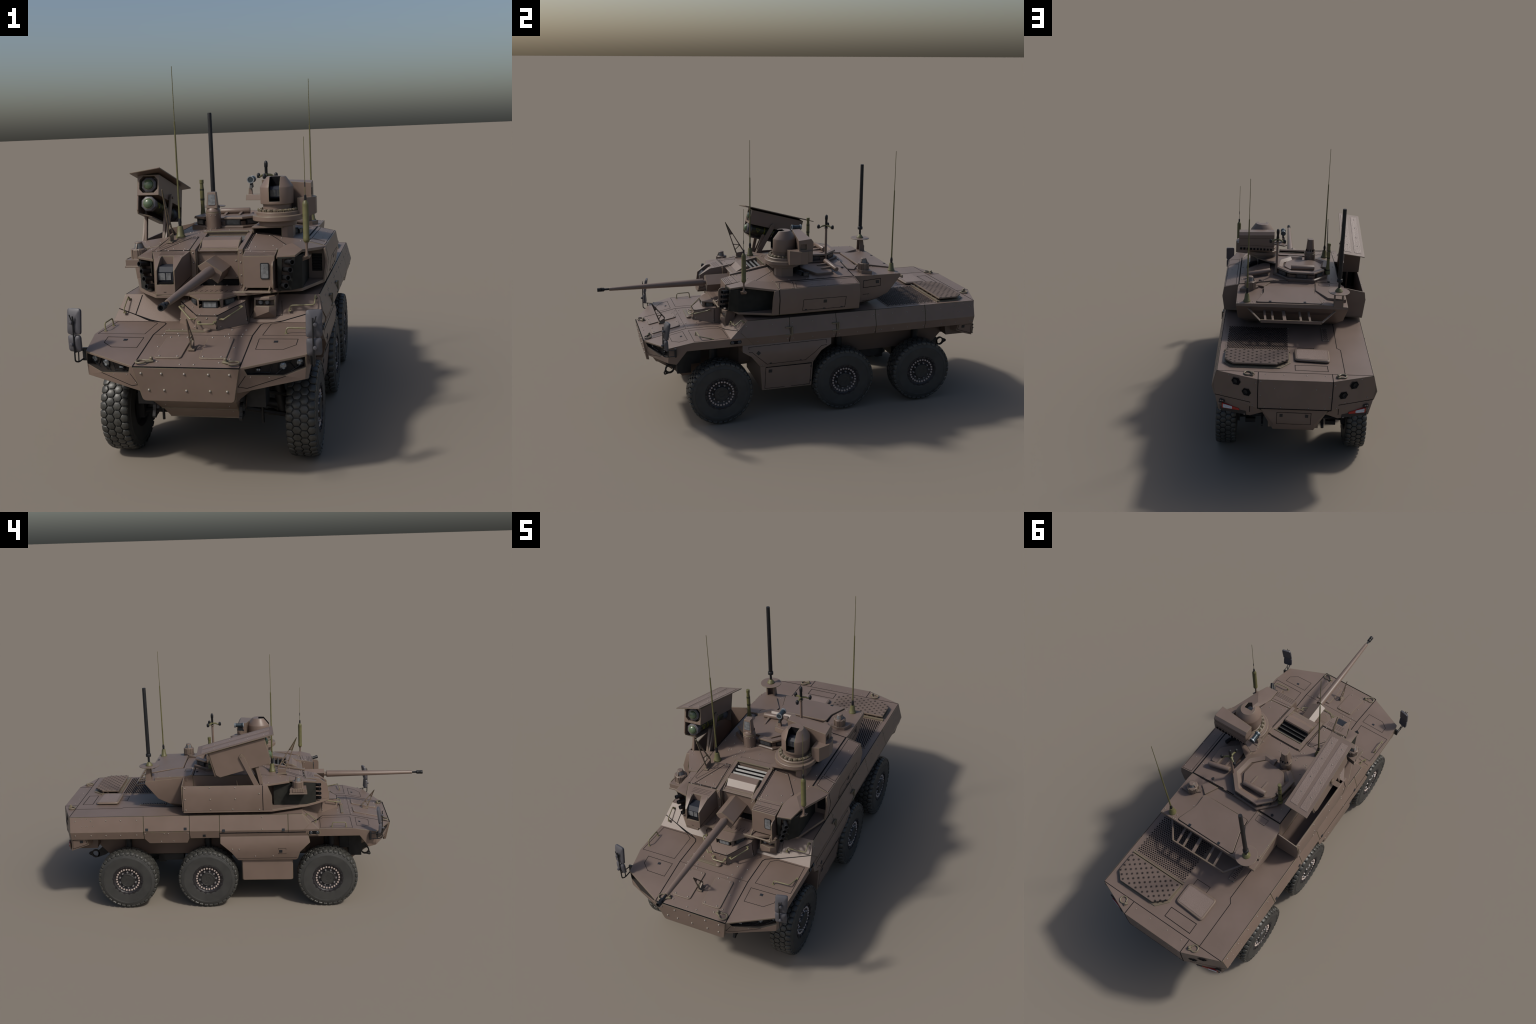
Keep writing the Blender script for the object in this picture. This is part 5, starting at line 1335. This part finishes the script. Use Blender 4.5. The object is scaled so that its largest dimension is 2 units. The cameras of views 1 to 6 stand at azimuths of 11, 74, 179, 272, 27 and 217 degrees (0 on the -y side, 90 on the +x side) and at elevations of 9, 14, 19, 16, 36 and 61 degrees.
def tread_mesh():
    bm = bmesh.new(); n = 36
    cols = (-.0372, -.0124, .0124, .0372)
    for ci, xc in enumerate(cols):
        for k in range(n):
            a = 2*pi*(k+.5*(ci % 2))/n
            edge = ci in (0, 3); sg = 1 if xc > 0 else -1
            shp = [(-.0156, -.0012), (-.0150, -.0022), (-.0086, -.0128), (.0086, -.0128), (.0150, -.0022), (.0156, .0012), (.0086, .0128), (-.0086, .0128)]
            if sg < 0: shp = [(-x, y) for x, y in shp][::-1]
            rings = []
            for sc, rr in ((1.0, .1530), (.985, .1590), (.92, R-.0010), (.74, R)):
                ring = []
                for x, y in shp:
                    xx = xc+x*sc*.96; r = rr
                    if edge:
                        xx = max(-.0485, min(.0485, xx)); e = max(0, abs(xx)-.0345); r -= e*e*26+e*.10
                    t = a+y*sc*.98/R
                    ring.append(bm.verts.new((xx, math.cos(t)*r, math.sin(t)*r)))
                rings.append(ring)
            m = len(shp)
            for r0, r1 in zip(rings, rings[1:]):
                for i in range(m): bm.faces.new((r0[i], r0[(i+1) % m], r1[(i+1) % m], r1[i]))
            bm.faces.new(rings[-1])
            if edge:   # shoulder lug running down the sidewall
                c0 = math.cos
                pts = []
                for t, xx, r in ((-.058, .0478, .1570), (.058, .0478, .1570), (-.050, .0494, .1505), (.050, .0494, .1505), (-.055, .044, .156), (.055, .044, .156), (-.045, .046, .147), (.045, .046, .147)):
                    pts.append((sg*xx, math.cos(a+t)*r, math.sin(a+t)*r))
                add_hull(bm, pts)
    return finish('tread_block', bm, 'tread', None, 50, weld=False).data
def rim_mesh():
    bm = bmesh.new(); w = .049
    add_lathe(bm, [(.0835, w-.020), (.0815, w-.003), (.080, w-.001), (.0765, w-.001), (.0735, w-.006), (.0700, w-.0085), (.0555, w-.0085), (.0525, w-.011), (.0375, w-.011), (.0370, w-.02)], (0, 0, 0), (1, 0, 0), 60, cap=False)
    for k in range(18):
        t = 2*pi*k/18; add_hull(bm, [(x, math.cos(t+d)*r, math.sin(t+d)*r) for x in (w-.004, w+.0004) for r, d in ((.0735, -.075), (.0735, .075), (.0845, -.055), (.0845, .055))])
    add_lathe(bm, [(.083, -w+.002), (.080, -w+.004), (.074, -w+.02), (.05, -w+.03), (.05, 0)], (0, 0, 0), (1, 0, 0), 40, cap=False)
    return finish('rim', bm, 'rim', None, 40, weld=False).data
def hub_mesh():
    bm = bmesh.new(); w = .049
    add_lathe(bm, [(.0375, w-.014), (.0370, w-.001), (.0355, w+.001), (.0335, w+.0012), (.0325, w-.0005), (.0150, w-.0008), (.0145, w-.0015), (0, w-.0015)], (0, 0, 0), (1, 0, 0), 40)
    return finish('hub_cap', bm, 'hub', None, 40).data
def ring_bolts(name, n, r, br, mat, x0, h):
    bm = bmesh.new()
    for k in range(n):
        t = 2*pi*(k+.5)/n
        add_lathe(bm, [(br, 0), (br, h*.6), (br*.7, h), (0, h*1.05)], (x0, math.cos(t)*r, math.sin(t)*r), (1, 0, 0), 8)
    return finish(name, bm, mat, None, 40, weld=False).data
parts = [tyre_mesh(), tread_mesh(), rim_mesh(), hub_mesh(), ring_bolts('rim_bolt', 26, .0608, .0050, 'wheelbolt', .0405, .0055), ring_bolts('wheel_nut', 10, .0440, .0052, 'nut', .038, .0095)]
for o in list(bpy.data.objects):
    if o.name in ('tyre', 'tread_block', 'rim', 'hub_cap', 'rim_bolt', 'wheel_nut'): bpy.data.objects.remove(o)
wi = 0
for y in WY:
    for s in (1, -1):
        e = bpy.data.objects.new('wheel', None); COL.objects.link(e); e.parent = ROOT
        e.location = (s*.317, y, R-.0002); e.rotation_euler = (random.uniform(0, 6.28), 0, 0 if s > 0 else pi)
        wi += 1
        for me in parts:
            o = link(me.name.split('.')[0], me, e)
            if me.name.startswith(('tread', 'rim_bolt', 'wheel_nut')): o['kind'] = 'stuff'

flush_seams(); flush_small()
for m in list(bpy.data.meshes):
    if m.users == 0: bpy.data.meshes.remove(m)
